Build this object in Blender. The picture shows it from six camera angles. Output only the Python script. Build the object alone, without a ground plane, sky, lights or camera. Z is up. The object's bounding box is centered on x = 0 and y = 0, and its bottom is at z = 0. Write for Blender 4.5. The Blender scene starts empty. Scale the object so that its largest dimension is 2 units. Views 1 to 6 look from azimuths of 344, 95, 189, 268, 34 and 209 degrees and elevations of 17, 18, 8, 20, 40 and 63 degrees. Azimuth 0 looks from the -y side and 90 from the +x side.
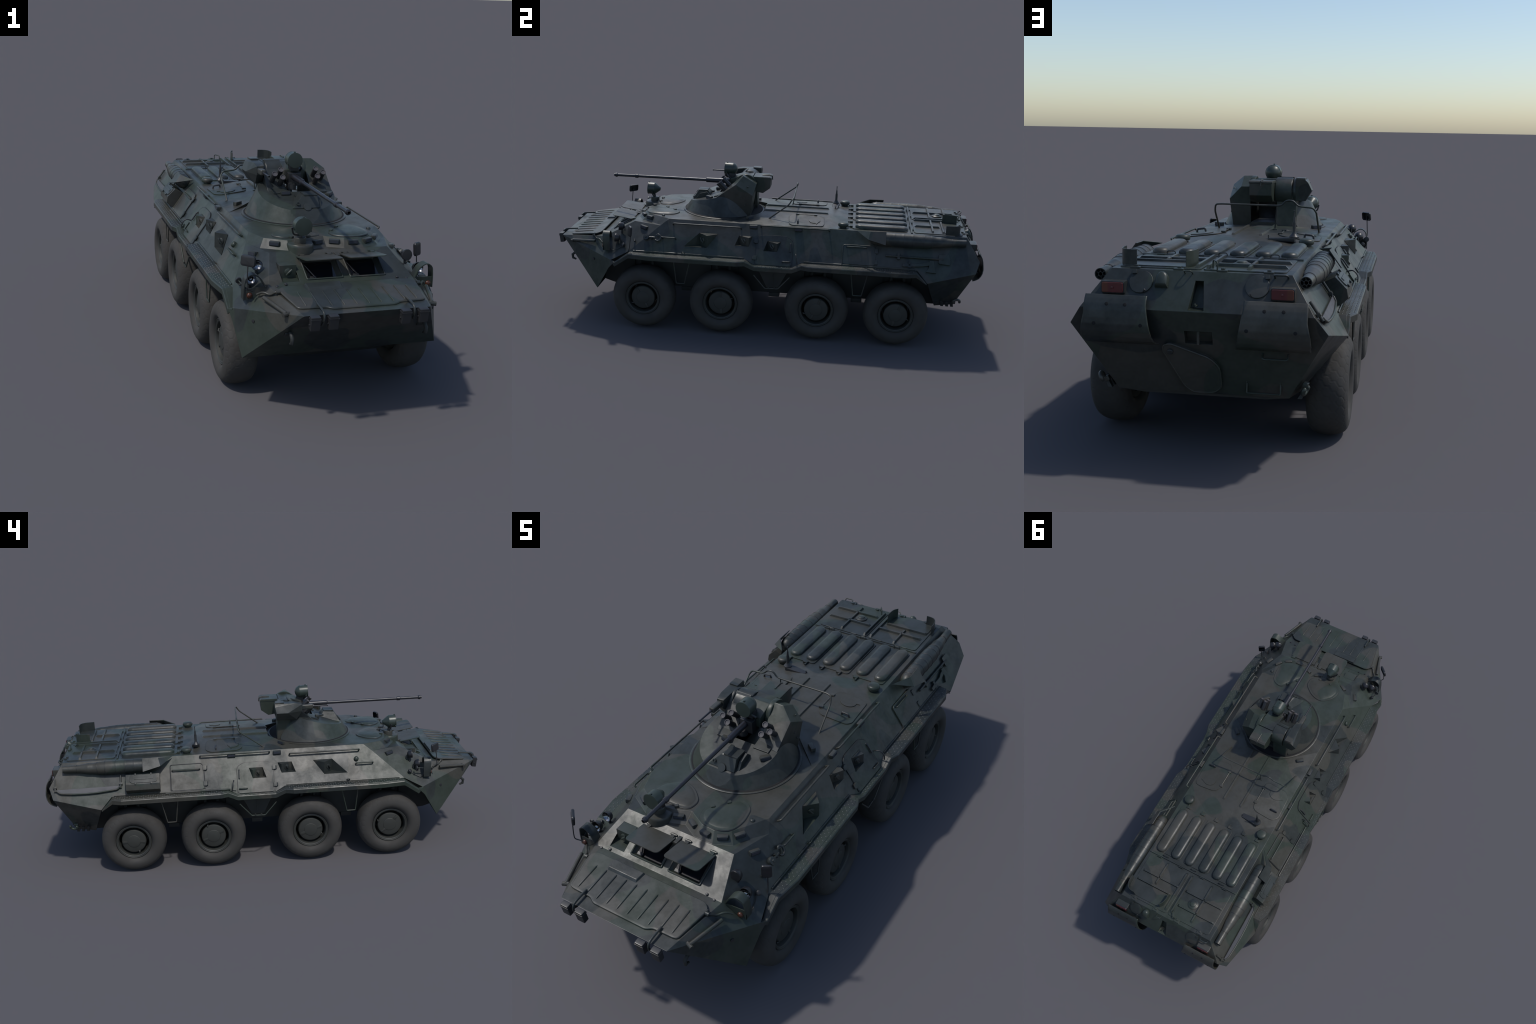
# Eight-wheeled armoured personnel carrier with a sloped-hull body and a small gun turret.
# Frame: metres, z up, nose points to -y, the vehicle's left is +x.
import bpy, bmesh, math, random
from mathutils import Vector as V, Matrix
from mathutils.geometry import delaunay_2d_cdt

random.seed(7)
PI = math.pi

# ------------------------------------------------------------------ materials
def new_mat(name):
    m = bpy.data.materials.new(name)
    m.use_nodes = True
    nt = m.node_tree
    b = nt.nodes["Principled BSDF"]
    return m, nt, b

def noise(nt, scale, detail=2.0, rough=0.5, dist=0.0, offset=(0, 0, 0), stretch=(1, 1, 1)):
    tc = nt.nodes.new("ShaderNodeTexCoord")
    mp = nt.nodes.new("ShaderNodeMapping")
    mp.inputs["Location"].default_value = offset
    mp.inputs["Scale"].default_value = stretch
    n = nt.nodes.new("ShaderNodeTexNoise")
    n.inputs["Scale"].default_value = scale
    n.inputs["Detail"].default_value = detail
    n.inputs["Roughness"].default_value = rough
    n.inputs["Distortion"].default_value = dist
    nt.links.new(tc.outputs["Object"], mp.inputs["Vector"])
    nt.links.new(mp.outputs["Vector"], n.inputs["Vector"])
    return n.outputs["Fac"]

def ramp(nt, fac, lo, hi, a=0.0, b=1.0):
    r = nt.nodes.new("ShaderNodeMapRange")
    r.inputs["From Min"].default_value = lo
    r.inputs["From Max"].default_value = hi
    r.inputs["To Min"].default_value = a
    r.inputs["To Max"].default_value = b
    nt.links.new(fac, r.inputs["Value"])
    return r.outputs["Result"]

def mix(nt, fac, a, b, mode="MIX"):
    m = nt.nodes.new("ShaderNodeMix")
    m.data_type = "RGBA"
    m.blend_type = mode
    for sock, val in ((m.inputs[0], fac), (m.inputs[6], a), (m.inputs[7], b)):
        if hasattr(val, "is_output"):
            nt.links.new(val, sock)
        elif isinstance(val, (int, float)):
            sock.default_value = val
        else:
            sock.default_value = (*val, 1.0)
    return m.outputs[2]

def add_bump(nt, b, fac, strength, dist=0.001):
    bp = nt.nodes.new("ShaderNodeBump")
    bp.inputs["Strength"].default_value = strength
    bp.inputs["Distance"].default_value = dist
    nt.links.new(fac, bp.inputs["Height"])
    nt.links.new(bp.outputs["Normal"], b.inputs["Normal"])

TAN, GREEN, DARK = (0.0395, 0.0388, 0.0328), (0.0258, 0.0336, 0.0266), (0.0205, 0.0242, 0.0232)

def camo(name, tint=1.0, shift=(0, 0, 0)):
    m, nt, b = new_mat(name)
    sc = lambda c: tuple(v * tint for v in c)
    n1 = noise(nt, 4.7, 0.7, 0.4, 0.35, (3.1 + shift[0], 1.7, 0.4))
    n2 = noise(nt, 5.2, 0.7, 0.4, 0.4, (9.3 + shift[0], 4.2, 7.7))
    col = mix(nt, ramp(nt, n1, 0.492, 0.502), sc(TAN), sc(GREEN))
    col = mix(nt, ramp(nt, n2, 0.548, 0.558), col, sc(DARK))
    # faded paint, fine grain and rubbed-in dirt
    col = mix(nt, 0.5, col, mix(nt, noise(nt, 17, 6, 0.65), (0.72, 0.73, 0.75), (1.25, 1.24, 1.2)), "MULTIPLY")
    col = mix(nt, 0.6, col, mix(nt, noise(nt, 140, 4, 0.6), (0.8, 0.8, 0.8), (1.2, 1.2, 1.2)), "MULTIPLY")
    dirt = ramp(nt, noise(nt, 9, 7, 0.68, 0.2, (5, 2, 8)), 0.56, 0.75, 0.0, 0.3)
    col = mix(nt, dirt, col, (0.034, 0.033, 0.029))
    nt.links.new(col, b.inputs["Base Color"])
    r = ramp(nt, noise(nt, 12, 8, 0.72, 0.3, (1, 6, 2)), 0.36, 0.66, 0.365, 0.49)
    nt.links.new(r, b.inputs["Roughness"])
    nt.links.new(ramp(nt, noise(nt, 14, 8, 0.72, 0.2, (8, 1, 5)), 0.40, 0.66, 0.52, 0.22), b.inputs["Specular IOR Level"])
    add_bump(nt, b, noise(nt, 260, 3, 0.6), 0.10, 0.0006)
    return m

def plain(name, col, rough=0.5, metal=0.0, var=0.25, scale=40, bump=0.0, **kw):
    m, nt, b = new_mat(name)
    lo = tuple(c * (1 - var) for c in col)
    hi = tuple(c * (1 + var) for c in col)
    nt.links.new(mix(nt, noise(nt, scale, 5, 0.6), lo, hi), b.inputs["Base Color"])
    nt.links.new(ramp(nt, noise(nt, scale * 0.6, 4, 0.6, 0, (4, 4, 4)), 0.3, 0.7, rough * 0.85, min(1, rough * 1.15)), b.inputs["Roughness"])
    b.inputs["Metallic"].default_value = metal
    if bump:
        add_bump(nt, b, noise(nt, scale * 6, 3, 0.6), bump, 0.0008)
    for k, v in kw.items():
        b.inputs[k].default_value = v
    return m

PAINT = camo("camouflage_paint")
STEEL = plain("blued_gun_steel", (0.024, 0.024, 0.029), 0.36, 0.35, 0.2, 60)
DARKP = plain("dark_primer_paint", (0.017, 0.0175, 0.019), 0.45, 0.0, 0.2, 50)
LAMPG = plain("searchlight_green_paint", (0.024, 0.034, 0.028), 0.40, 0.0, 0.15, 40)
UNDER = plain("underbody_paint", (0.017, 0.019, 0.018), 0.6, 0.0, 0.3, 20)
RUBBER = plain("tyre_rubber", (0.034, 0.0315, 0.0285), 0.82, 0.0, 0.18, 22, 0.25)
HUB = plain("wheel_paint", (0.026, 0.027, 0.0235), 0.6, 0.0, 0.2, 25)
BLACK = plain("painted_dark", (0.004, 0.004, 0.005), 0.9, 0.0, 0.1, 10)  # near-black colour painting in the darkness of openings
PLASTIC = plain("black_plastic", (0.012, 0.012, 0.014), 0.38, 0.0, 0.1, 30)
GLASS = plain("dark_window_glass", (0.006, 0.007, 0.010), 0.08, 0.0, 0.1, 10)
OPTIC = plain("periscope_glass", (0.030, 0.034, 0.044), 0.12, 0.0, 0.1, 10)
CHROME = plain("lamp_reflector", (0.22, 0.225, 0.24), 0.16, 1.0, 0.05, 20)
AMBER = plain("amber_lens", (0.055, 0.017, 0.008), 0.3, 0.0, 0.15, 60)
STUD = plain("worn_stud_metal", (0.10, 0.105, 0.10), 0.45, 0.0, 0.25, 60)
BOARD = plain("grey_wading_board", (0.055, 0.055, 0.060), 0.6, 0.0, 0.12, 40)
CAPS = plain("pale_launcher_cap", (0.055, 0.050, 0.053), 0.5, 0.0, 0.12, 50)

def red_lens():
    m, nt, b = new_mat("red_and_amber_tail_lens")
    tc = nt.nodes.new("ShaderNodeTexCoord")
    sp = nt.nodes.new("ShaderNodeSeparateXYZ")
    nt.links.new(tc.outputs["Object"], sp.inputs[0])
    ab = nt.nodes.new("ShaderNodeMath"); ab.operation = "ABSOLUTE"
    nt.links.new(sp.outputs["X"], ab.inputs[0])
    f = ramp(nt, ab.outputs[0], 0.229, 0.233)
    col = mix(nt, f, (0.085, 0.016, 0.018), (0.10, 0.030, 0.018))
    col = mix(nt, 0.7, col, mix(nt, noise(nt, 90, 4, 0.6), (0.55, 0.5, 0.5), (1.35, 1.3, 1.3)), "MULTIPLY")
    nt.links.new(col, b.inputs["Base Color"])
    b.inputs["Roughness"].default_value = 0.3
    return m
REDL = red_lens()

# ------------------------------------------------------------------ object helpers
ROOT = bpy.data.objects.new("armored_personnel_carrier", None)
bpy.context.collection.objects.link(ROOT)
ROOT["label"] = "eight-wheeled camouflaged armored personnel carrier with cannon turret"
ROOT["category"] = "armored vehicle"

def obj(name, data, parent=ROOT, mat=None, matrix=None):
    if mat is not None and hasattr(data, "materials") and not data.materials:
        data.materials.append(mat)
    o = bpy.data.objects.new(name, data)
    bpy.context.collection.objects.link(o)
    o.parent = parent
    if matrix is not None:
        o.matrix_local = matrix
    return o

def mesh_of(bm, name, smooth=35, recalc=True):
    if recalc:
        bmesh.ops.recalc_face_normals(bm, faces=bm.faces)
    me = bpy.data.meshes.new(name)
    bm.to_mesh(me)
    bm.free()
    if smooth:
        me.shade_smooth()
        me.set_sharp_from_angle(angle=math.radians(smooth))
    return me

def part(name, bm, mat, parent=ROOT, smooth=35, recalc=True):
    o = obj(name, mesh_of(bm, name, smooth, recalc), parent, mat)
    if smooth and smooth <= 40:
        w = o.modifiers.new("flatten", "WEIGHTED_NORMAL"); w.weight = 100; w.keep_sharp = True
    return o

def bevel(bm, w, seg=2, ang=25):
    es = [e for e in bm.edges if len(e.link_faces) == 2 and e.calc_face_angle(0) > math.radians(ang)]
    if es:
        bmesh.ops.bevel(bm, geom=es, offset=w, segments=seg, profile=0.6, affect="EDGES", clamp_overlap=True)
    return bm

def frame(o, z, x=None):
    """4x4 placing local z on `z`, local x near `x`, at o"""
    z = V(z).normalized()
    x = V(x) if x is not None else (V((1, 0, 0)) if abs(z.x) < 0.9 else V((0, 1, 0)))
    x = (x - z * x.dot(z)).normalized()
    y = z.cross(x)
    return Matrix(((x.x, y.x, z.x, o[0]), (x.y, y.y, z.y, o[1]), (x.z, y.z, z.z, o[2]), (0, 0, 0, 1)))

def bm_box(dim, M=Matrix(), bev=0.0, bm=None, seg=2):
    b = bmesh.new()
    bmesh.ops.create_cube(b, size=1.0, matrix=Matrix.Diagonal((*dim, 1)))
    if bev:
        bevel(b, bev, seg)
    b.transform(M)
    return join(bm, b)

def join(bm, b):
    if bm is None:
        return b
    me = bpy.data.meshes.new("tmp")
    b.to_mesh(me); b.free()
    bm.from_mesh(me)
    bpy.data.meshes.remove(me)
    return bm

def bm_hull(pts, bev=0.0, bm=None, seg=2):
    """convex solid through the corner points"""
    b = bmesh.new()
    for p in pts:
        b.verts.new(p)
    r = bmesh.ops.convex_hull(b, input=b.verts)
    bmesh.ops.delete(b, geom=[g for g in r["geom_unused"] + r["geom_interior"] if isinstance(g, bmesh.types.BMVert)], context="VERTS")
    bmesh.ops.dissolve_limit(b, angle_limit=math.radians(2), verts=b.verts, edges=b.edges)
    if bev:
        bevel(b, bev, seg, 12)
    return join(bm, b)

def bm_lathe(prof, M=Matrix(), n=48, bm=None, close=True):
    """profile of (radius, height) spun round local z"""
    b = bmesh.new()
    rings = []
    for r, h in prof:
        if r < 1e-6:
            rings.append([b.verts.new((0, 0, h))])
        else:
            rings.append([b.verts.new((r * math.cos(2 * PI * i / n), r * math.sin(2 * PI * i / n), h)) for i in range(n)])
    for A, B in zip(rings, rings[1:]):
        for i in range(n):
            j = (i + 1) % n
            if len(A) == 1 and len(B) == 1:
                continue
            if len(A) == 1:
                b.faces.new((A[0], B[i], B[j]))
            elif len(B) == 1:
                b.faces.new((A[i], A[j], B[0]))
            else:
                b.faces.new((A[i], A[j], B[j], B[i]))
    if close:
        for R in (rings[0], rings[-1]):
            if len(R) > 1:
                b.faces.new(R)
    b.transform(M)
    return join(bm, b)

def fillet(pts, r, closed=False, seg=5):
    """round the corners of a 3D polyline"""
    pts = [V(p) for p in pts]
    n = len(pts)
    out = []
    for i, p in enumerate(pts):
        if not closed and i in (0, n - 1):
            out.append(p); continue
        a, c = pts[i - 1], pts[(i + 1) % n]
        da, dc = (a - p), (c - p)
        if da.length < 1e-6 or dc.length < 1e-6 or da.angle(dc) > PI - 0.05:
            out.append(p); continue
        t = min(r, da.length * 0.45, dc.length * 0.45)
        s, e = p + da.normalized() * t, p + dc.normalized() * t
        for k in range(seg + 1):
            u = k / seg
            out.append(s * (1 - u) ** 2 + p * 2 * u * (1 - u) + e * u * u)
    return out

def bm_tube(pts, r, n=10, bm=None, closed=False):
    """round bar swept along points; r may be a list"""
    pts = [V(p) for p in pts]
    m = len(pts)
    rs = r if isinstance(r, (list, tuple)) else [r] * m
    b = bmesh.new()
    tang = []
    for i in range(m):
        a = pts[i - 1] if (i or closed) else pts[0]
        c = pts[(i + 1) % m] if (i < m - 1 or closed) else pts[-1]
        tang.append((c - a).normalized())
    u = tang[0].orthogonal().normalized()
    rings = []
    for i in range(m):
        t = tang[i]
        u = (u - t * u.dot(t)).normalized()
        w = t.cross(u)
        rings.append([b.verts.new(pts[i] + (u * math.cos(2 * PI * k / n) + w * math.sin(2 * PI * k / n)) * rs[i]) for k in range(n)])
    for i in range(m if closed else m - 1):
        A, B = rings[i], rings[(i + 1) % m]
        for k in range(n):
            l = (k + 1) % n
            b.faces.new((A[k], A[l], B[l], B[k]))
    if not closed:
        b.faces.new(rings[0]); b.faces.new(rings[-1])
    return join(bm, b)

def tube(name, pts, r, mat=None, parent=ROOT, fil=0.01, n=10):
    return part(name, bm_tube(fillet(pts, fil) if fil else pts, r, n), mat or PAINT, parent, 50)

def bm_plate(pts, up, t, bev=0.0, bm=None, base=0.0, seg=2):
    """flat plate: outline points, thickness t along `up`, lifted by base"""
    up = V(up).normalized()
    b = bmesh.new()
    lo = [b.verts.new(V(p) + up * base) for p in pts]
    hi = [b.verts.new(V(p) + up * (base + t)) for p in pts]
    b.faces.new(lo); b.faces.new(hi)
    n = len(pts)
    for i in range(n):
        j = (i + 1) % n
        b.faces.new((lo[i], lo[j], hi[j], hi[i]))
    bmesh.ops.recalc_face_normals(b, faces=b.faces)
    if bev:
        top = set(b.faces[1].verts) if False else set(hi)
        es = [e for e in b.edges if e.verts[0] in top and e.verts[1] in top]
        bmesh.ops.bevel(b, geom=es, offset=bev, segments=seg, profile=0.5, affect="EDGES", clamp_overlap=True)
    return join(bm, b)

def bm_dome(pts, up, levels, bm=None):
    """outline shrunk about its centre in steps of (scale, height): pillow-like lid"""
    up = V(up).normalized()
    pts = [V(p) for p in pts]
    c = sum(pts, V()) / len(pts)
    b = bmesh.new()
    rings = [[b.verts.new(c + (p - c) * s + up * h) for p in pts] for s, h in levels]
    n = len(pts)
    for A, B in zip(rings, rings[1:]):
        for i in range(n):
            j = (i + 1) % n
            b.faces.new((A[i], A[j], B[j], B[i]))
    b.faces.new(rings[-1])
    return join(bm, b)

def bm_strip(path, depth_vec, t, bm=None):
    """sheet metal band: polyline `path` extruded by depth_vec, thickness t to the left of travel"""
    b = bmesh.new()
    d = V(depth_vec)
    path = [V(p) for p in path]
    nrm = []
    for i in range(len(path)):
        a, c = path[max(i - 1, 0)], path[min(i + 1, len(path) - 1)]
        nrm.append((c - a).cross(d).normalized() * t)
    A = [b.verts.new(p) for p in path]; B = [b.verts.new(p + d) for p in path]
    C = [b.verts.new(p + k) for p, k in zip(path, nrm)]; D = [b.verts.new(p + d + k) for p, k in zip(path, nrm)]
    for i in range(len(path) - 1):
        for q in ((A[i], A[i+1], B[i+1], B[i]), (C[i], D[i], D[i+1], C[i+1]), (A[i], C[i], C[i+1], A[i+1]), (B[i], B[i+1], D[i+1], D[i])):
            b.faces.new(q)
    for i in (0, -1):
        b.faces.new((A[i], B[i], D[i], C[i]))
    return join(bm, b)

def arc(c, r, a0, a1, n, ax=(1, 0, 0), ay=(0, 0, 1)):
    c, ax, ay = V(c), V(ax), V(ay)
    return [c + ax * r * math.cos(a0 + (a1 - a0) * i / n) + ay * r * math.sin(a0 + (a1 - a0) * i / n) for i in range(n + 1)]

# ------------------------------------------------------------------ hull planes
SN = V((0.8192, 0, 0.5735))                     # outward normal of the left upper side
def side(sg, y, z, h=0.0):
    """point on the sloping upper side (sg=+1 left, -1 right), h above it"""
    x = 0.238 + 0.70 * (0.505 - z)
    return V((sg * (x + h * SN.x), y, z + h * SN.z))
def side_n(sg):
    return V((sg * SN.x, 0, SN.z))
RU_N = V((0, 0.842, 0.540)); RL_N = V((0, 0.9345, -0.356))
def rear_up(x, z, h=0.0):
    return V((x, 0.919 + (0.505 - z) * 0.641, z)) + RU_N * h
def rear_low(x, z, h=0.0):
    return V((x, 0.978 - (0.412 - z) * 0.381, z)) + RL_N * h
def wind(x, t, h=0.0):
    """point on the windscreen plate, t=0 at its foot, 1 at its top"""
    return V((x, -0.754 + 0.134 * t, 0.406 + 0.0715 * t)) + V((0, -0.471, 0.882)) * h
def deck(x, y, h=0.0):
    return V((x, y, 0.383 + (y + 0.975) * 0.104 + h))
def roof_z(x, y):
    if y < -0.17: return 0.506
    a = min(1.0, max(0.0, (0.236 - abs(x)) / 0.154))
    f = 1.0 if y < 0.288 else max(0.0, 1 - (y - 0.288) / 0.097)
    if y < -0.025 and abs(x) < 0.082 + (-0.025 - y) * 1.03: return 0.506
    return 0.506 + 0.019 * a * f
def roof(x, y, h=0.0):
    return V((x, y, roof_z(x, y) + h))
CN = V((0.649, -0.207, 0.733))                  # outward normal of the left front cheek
def cheek(sg, x, y, h=0.0):
    z = 0.477 - (CN.x * (x - 0.212) + CN.y * (y + 0.620)) / CN.z
    return V((sg * (x + CN.x * h), y + CN.y * h, z + CN.z * h))

# ------------------------------------------------------------------ hull shell
def face_holes(bm, to3d, outline, holes):
    """flat face with polygon holes; outline and holes in plane coordinates"""
    co, edges = [], []
    for loop in [outline] + holes:
        s = len(co)
        co += [V(p) for p in loop]
        edges += [(s + i, s + (i + 1) % len(loop)) for i in range(len(loop))]
    vs, _, fs, *_ = delaunay_2d_cdt(co, edges, [], 1, 1e-6)
    def inside(p, poly):
        r = False
        for i in range(len(poly)):
            a, b = poly[i - 1], poly[i]
            if (a[1] > p[1]) != (b[1] > p[1]) and p[0] < (b[0] - a[0]) * (p[1] - a[1]) / (b[1] - a[1]) + a[0]:
                r = not r
        return r
    bv = [bm.verts.new(to3d(*v)) for v in vs]
    for f in fs:
        c = sum((vs[i] for i in f), V((0, 0))) / len(f)
        if inside(c, outline) and not any(inside(c, h) for h in holes):
            bm.faces.new([bv[i] for i in f])

def rrect(x0, x1, y0, y1, r, n=4):
    out = []
    for cx, cy, a in ((x1 - r, y1 - r, 0), (x0 + r, y1 - r, 1), (x0 + r, y0 + r, 2), (x1 - r, y0 + r, 3)):
        for k in range(n + 1):
            t = (a + k / n) * PI / 2
            out.append((cx + r * math.cos(t), cy + r * math.sin(t)))
    return out

N_, NB, K1, AF = (.206, -.976, .384), (.340, -.773, .177), (.356, -.702, .324), (.359, -.711, .287)
PB, PT, CM, RF = (.251, -.754, .406), (.212, -.620, .4775), (.257, -.488, .4775), (.237, -.450, .506)
SF, SR, AT = (.336, -.622, .365), (.336, .700, .365), (.369, .748, .318)
RT, RC, RR = (.335, .9605, .366), (.302, .978, .412), (.237, .9185, .506)
BR, BF = (.229, .888, .176), (.246, .800, .170)
mir = lambda p: (-p[0], p[1], p[2])
UP = [(.237, -.450), (.195, -.516), (.165, -.560), (.116, -.586), (.066, -.583), (.001, -.548),
      (-.060, -.572), (-.137, -.581), (-.208, -.535), (-.237, -.450)]
LO = [(.257, -.488), (.213, -.545), (.188, -.590), (.127, -.618), (.055, -.618), (.001, -.588),
      (-.060, -.610), (-.142, -.611), (-.228, -.562), (-.257, -.488)]
WIN = [(-.116, .008), (.034, .158)]              # window x spans on the windscreen
SLOT = [(.010, .484), (-.011, .484), (-.021, .416), (.019, .416)]
BOXR = [(.033, .358), (-.038, .358), (-.038, .322), (.033, .322)]

def build_hull():
    bm = bmesh.new()
    def f(*ps):
        bm.faces.new([bm.verts.new(p) for p in ps])
    for m in (lambda p: p, mir):
        f(*[m(p) for p in (CM, RF, RR, RC, RT, AT, SR, (.336, .180, .365), (.350, .138, .345), (.350, -.035, .345), (.336, -.079, .365), SF)])
        f(*[m(p) for p in (N_, K1, SF, CM, PT, PB)])
        f(*[m(p) for p in (N_, K1, (.3665, -.683, .317), AF, NB)])
        f(*[m(p) for p in (RT, AT, BF, BR)])
        lo, hi, ed = (.082, -.025, .506), (.082, -.025, .525), (.237, -.17, .506)
        f(m(lo), m(hi), m(ed))
        f(m(ed), m(hi), m((.082, .288, .525)), m((.237, .288, .506)))
        f(m((.237, .288, .506)), m((.082, .288, .525)), m((.082, .385, .506)))
        f(m((.237, .288, .506)), m((.082, .385, .506)), m((.237, .385, .506)))
    f(N_, PB, mir(PB), mir(N_))
    f(N_, NB, mir(NB), mir(N_))
    f((.082, -.025, .506), (-.082, -.025, .506), (-.082, -.025, .525), (.082, -.025, .525))
    f((.082, -.025, .525), (-.082, -.025, .525), (-.082, .288, .525), (.082, .288, .525))
    f((.082, .288, .525), (-.082, .288, .525), (-.082, .385, .506), (.082, .385, .506))
    f((.237, .385, .506), (.082, .385, .506), (-.082, .385, .506), (-.237, .385, .506), mir(RR), RR)
    # front roof, shelf and the facets between them
    face_holes(bm, lambda x, y: V((x, y, .506)), UP + [(-.237, -.17), (-.082, -.025), (.082, -.025), (.237, -.17)], [])
    face_holes(bm, lambda x, y: V((x, y, .4775)), LO + [(-PT[0], PT[1]), PT[:2]], [])
    for i in range(len(UP) - 1):
        f((*UP[i], .506), (*UP[i + 1], .506), (*LO[i + 1], .4775), (*LO[i], .4775))
    # plates with openings
    holes = [rrect(a, b, .13, .74, .010) for a, b in WIN] + [[(-.200, .10), (-.143, .10), (-.143, .70), (-.200, .70)]]
    face_holes(bm, lambda x, t: wind(x, t), [(PB[0], 0), (PT[0], 1), (-PT[0], 1), (-PB[0], 0)], holes)
    face_holes(bm, lambda x, z: rear_up(x, z), [(RR[0], .506), (-RR[0], .506), (-RC[0], .412), (RC[0], .412)], [SLOT])
    face_holes(bm, lambda x, z: rear_low(x, z), [(RC[0], .412), (-RC[0], .412), (-RT[0], .366), (-BR[0], .176), (BR[0], .176), (RT[0], .366)], [BOXR])
    bmesh.ops.remove_doubles(bm, verts=bm.verts, dist=0.0012)
    o = part("hull", bm, PAINT, smooth=12)
    sol = o.modifiers.new("plate", "SOLIDIFY"); sol.thickness = 0.004; sol.offset = -1
    bv = o.modifiers.new("edge", "BEVEL"); bv.width = 0.0016; bv.segments = 2; bv.limit_method = "ANGLE"; bv.angle_limit = math.radians(12)
    return o
hull = build_hull()

# lower hull, wheel pockets and belly
def build_lower():
    bm = bmesh.new()
    axles = (-.552, -.187, .257, .620)
    ys = [-.766, -.735, -.70, -.63] + sorted(y + d for y in axles for d in (-.066, -.0655, .0655, .066)) + [.74, .80, .868]
    rings = []
    for y in ys:
        pocket = any(abs(y - a) < .0657 for a in axles)
        bz = .178 if y < -.76 else .168 if y < -.72 else .136 if y < -.60 else .150 if y < .82 else .164
        wx = .300 if y < -.69 else .333
        w = .335 if not (y < -.69 or y > .75) else .250
        P = [(w, .350), (w - .004, .338)]
        q = .04 if y > .15 else 0.0
        P += [(.218 + q, .338), (.218 + q, .30), (.218 + q * .6, .250)] if pocket else [(.236 + q, .336), (.230 + q, .30), (.226 + q * .6, .250)]
        P += [(.222, max(.170, bz + .004)), (.165, bz)]
        rings.append([bm.verts.new((x, y, z)) for x, z in P] + [bm.verts.new((-x, y, z)) for x, z in reversed(P)])
    for A, B in zip(rings, rings[1:]):
        for i in range(len(A)):
            j = (i + 1) % len(A)
            bm.faces.new((A[i], A[j], B[j], B[i]))
    bm.faces.new(rings[0]); bm.faces.new(rings[-1])
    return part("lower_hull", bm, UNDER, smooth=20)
lower = build_lower()
bm = None
for sg in (1, -1):                                # drain and drive boxes on the belly
    for y in (-.37, .05, .44):
        bm = bm_box((.05, .05, .02), Matrix.Translation((sg * .195, y, .158)), .003, bm)
part("underbody_box", bm, UNDER, lower)

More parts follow.
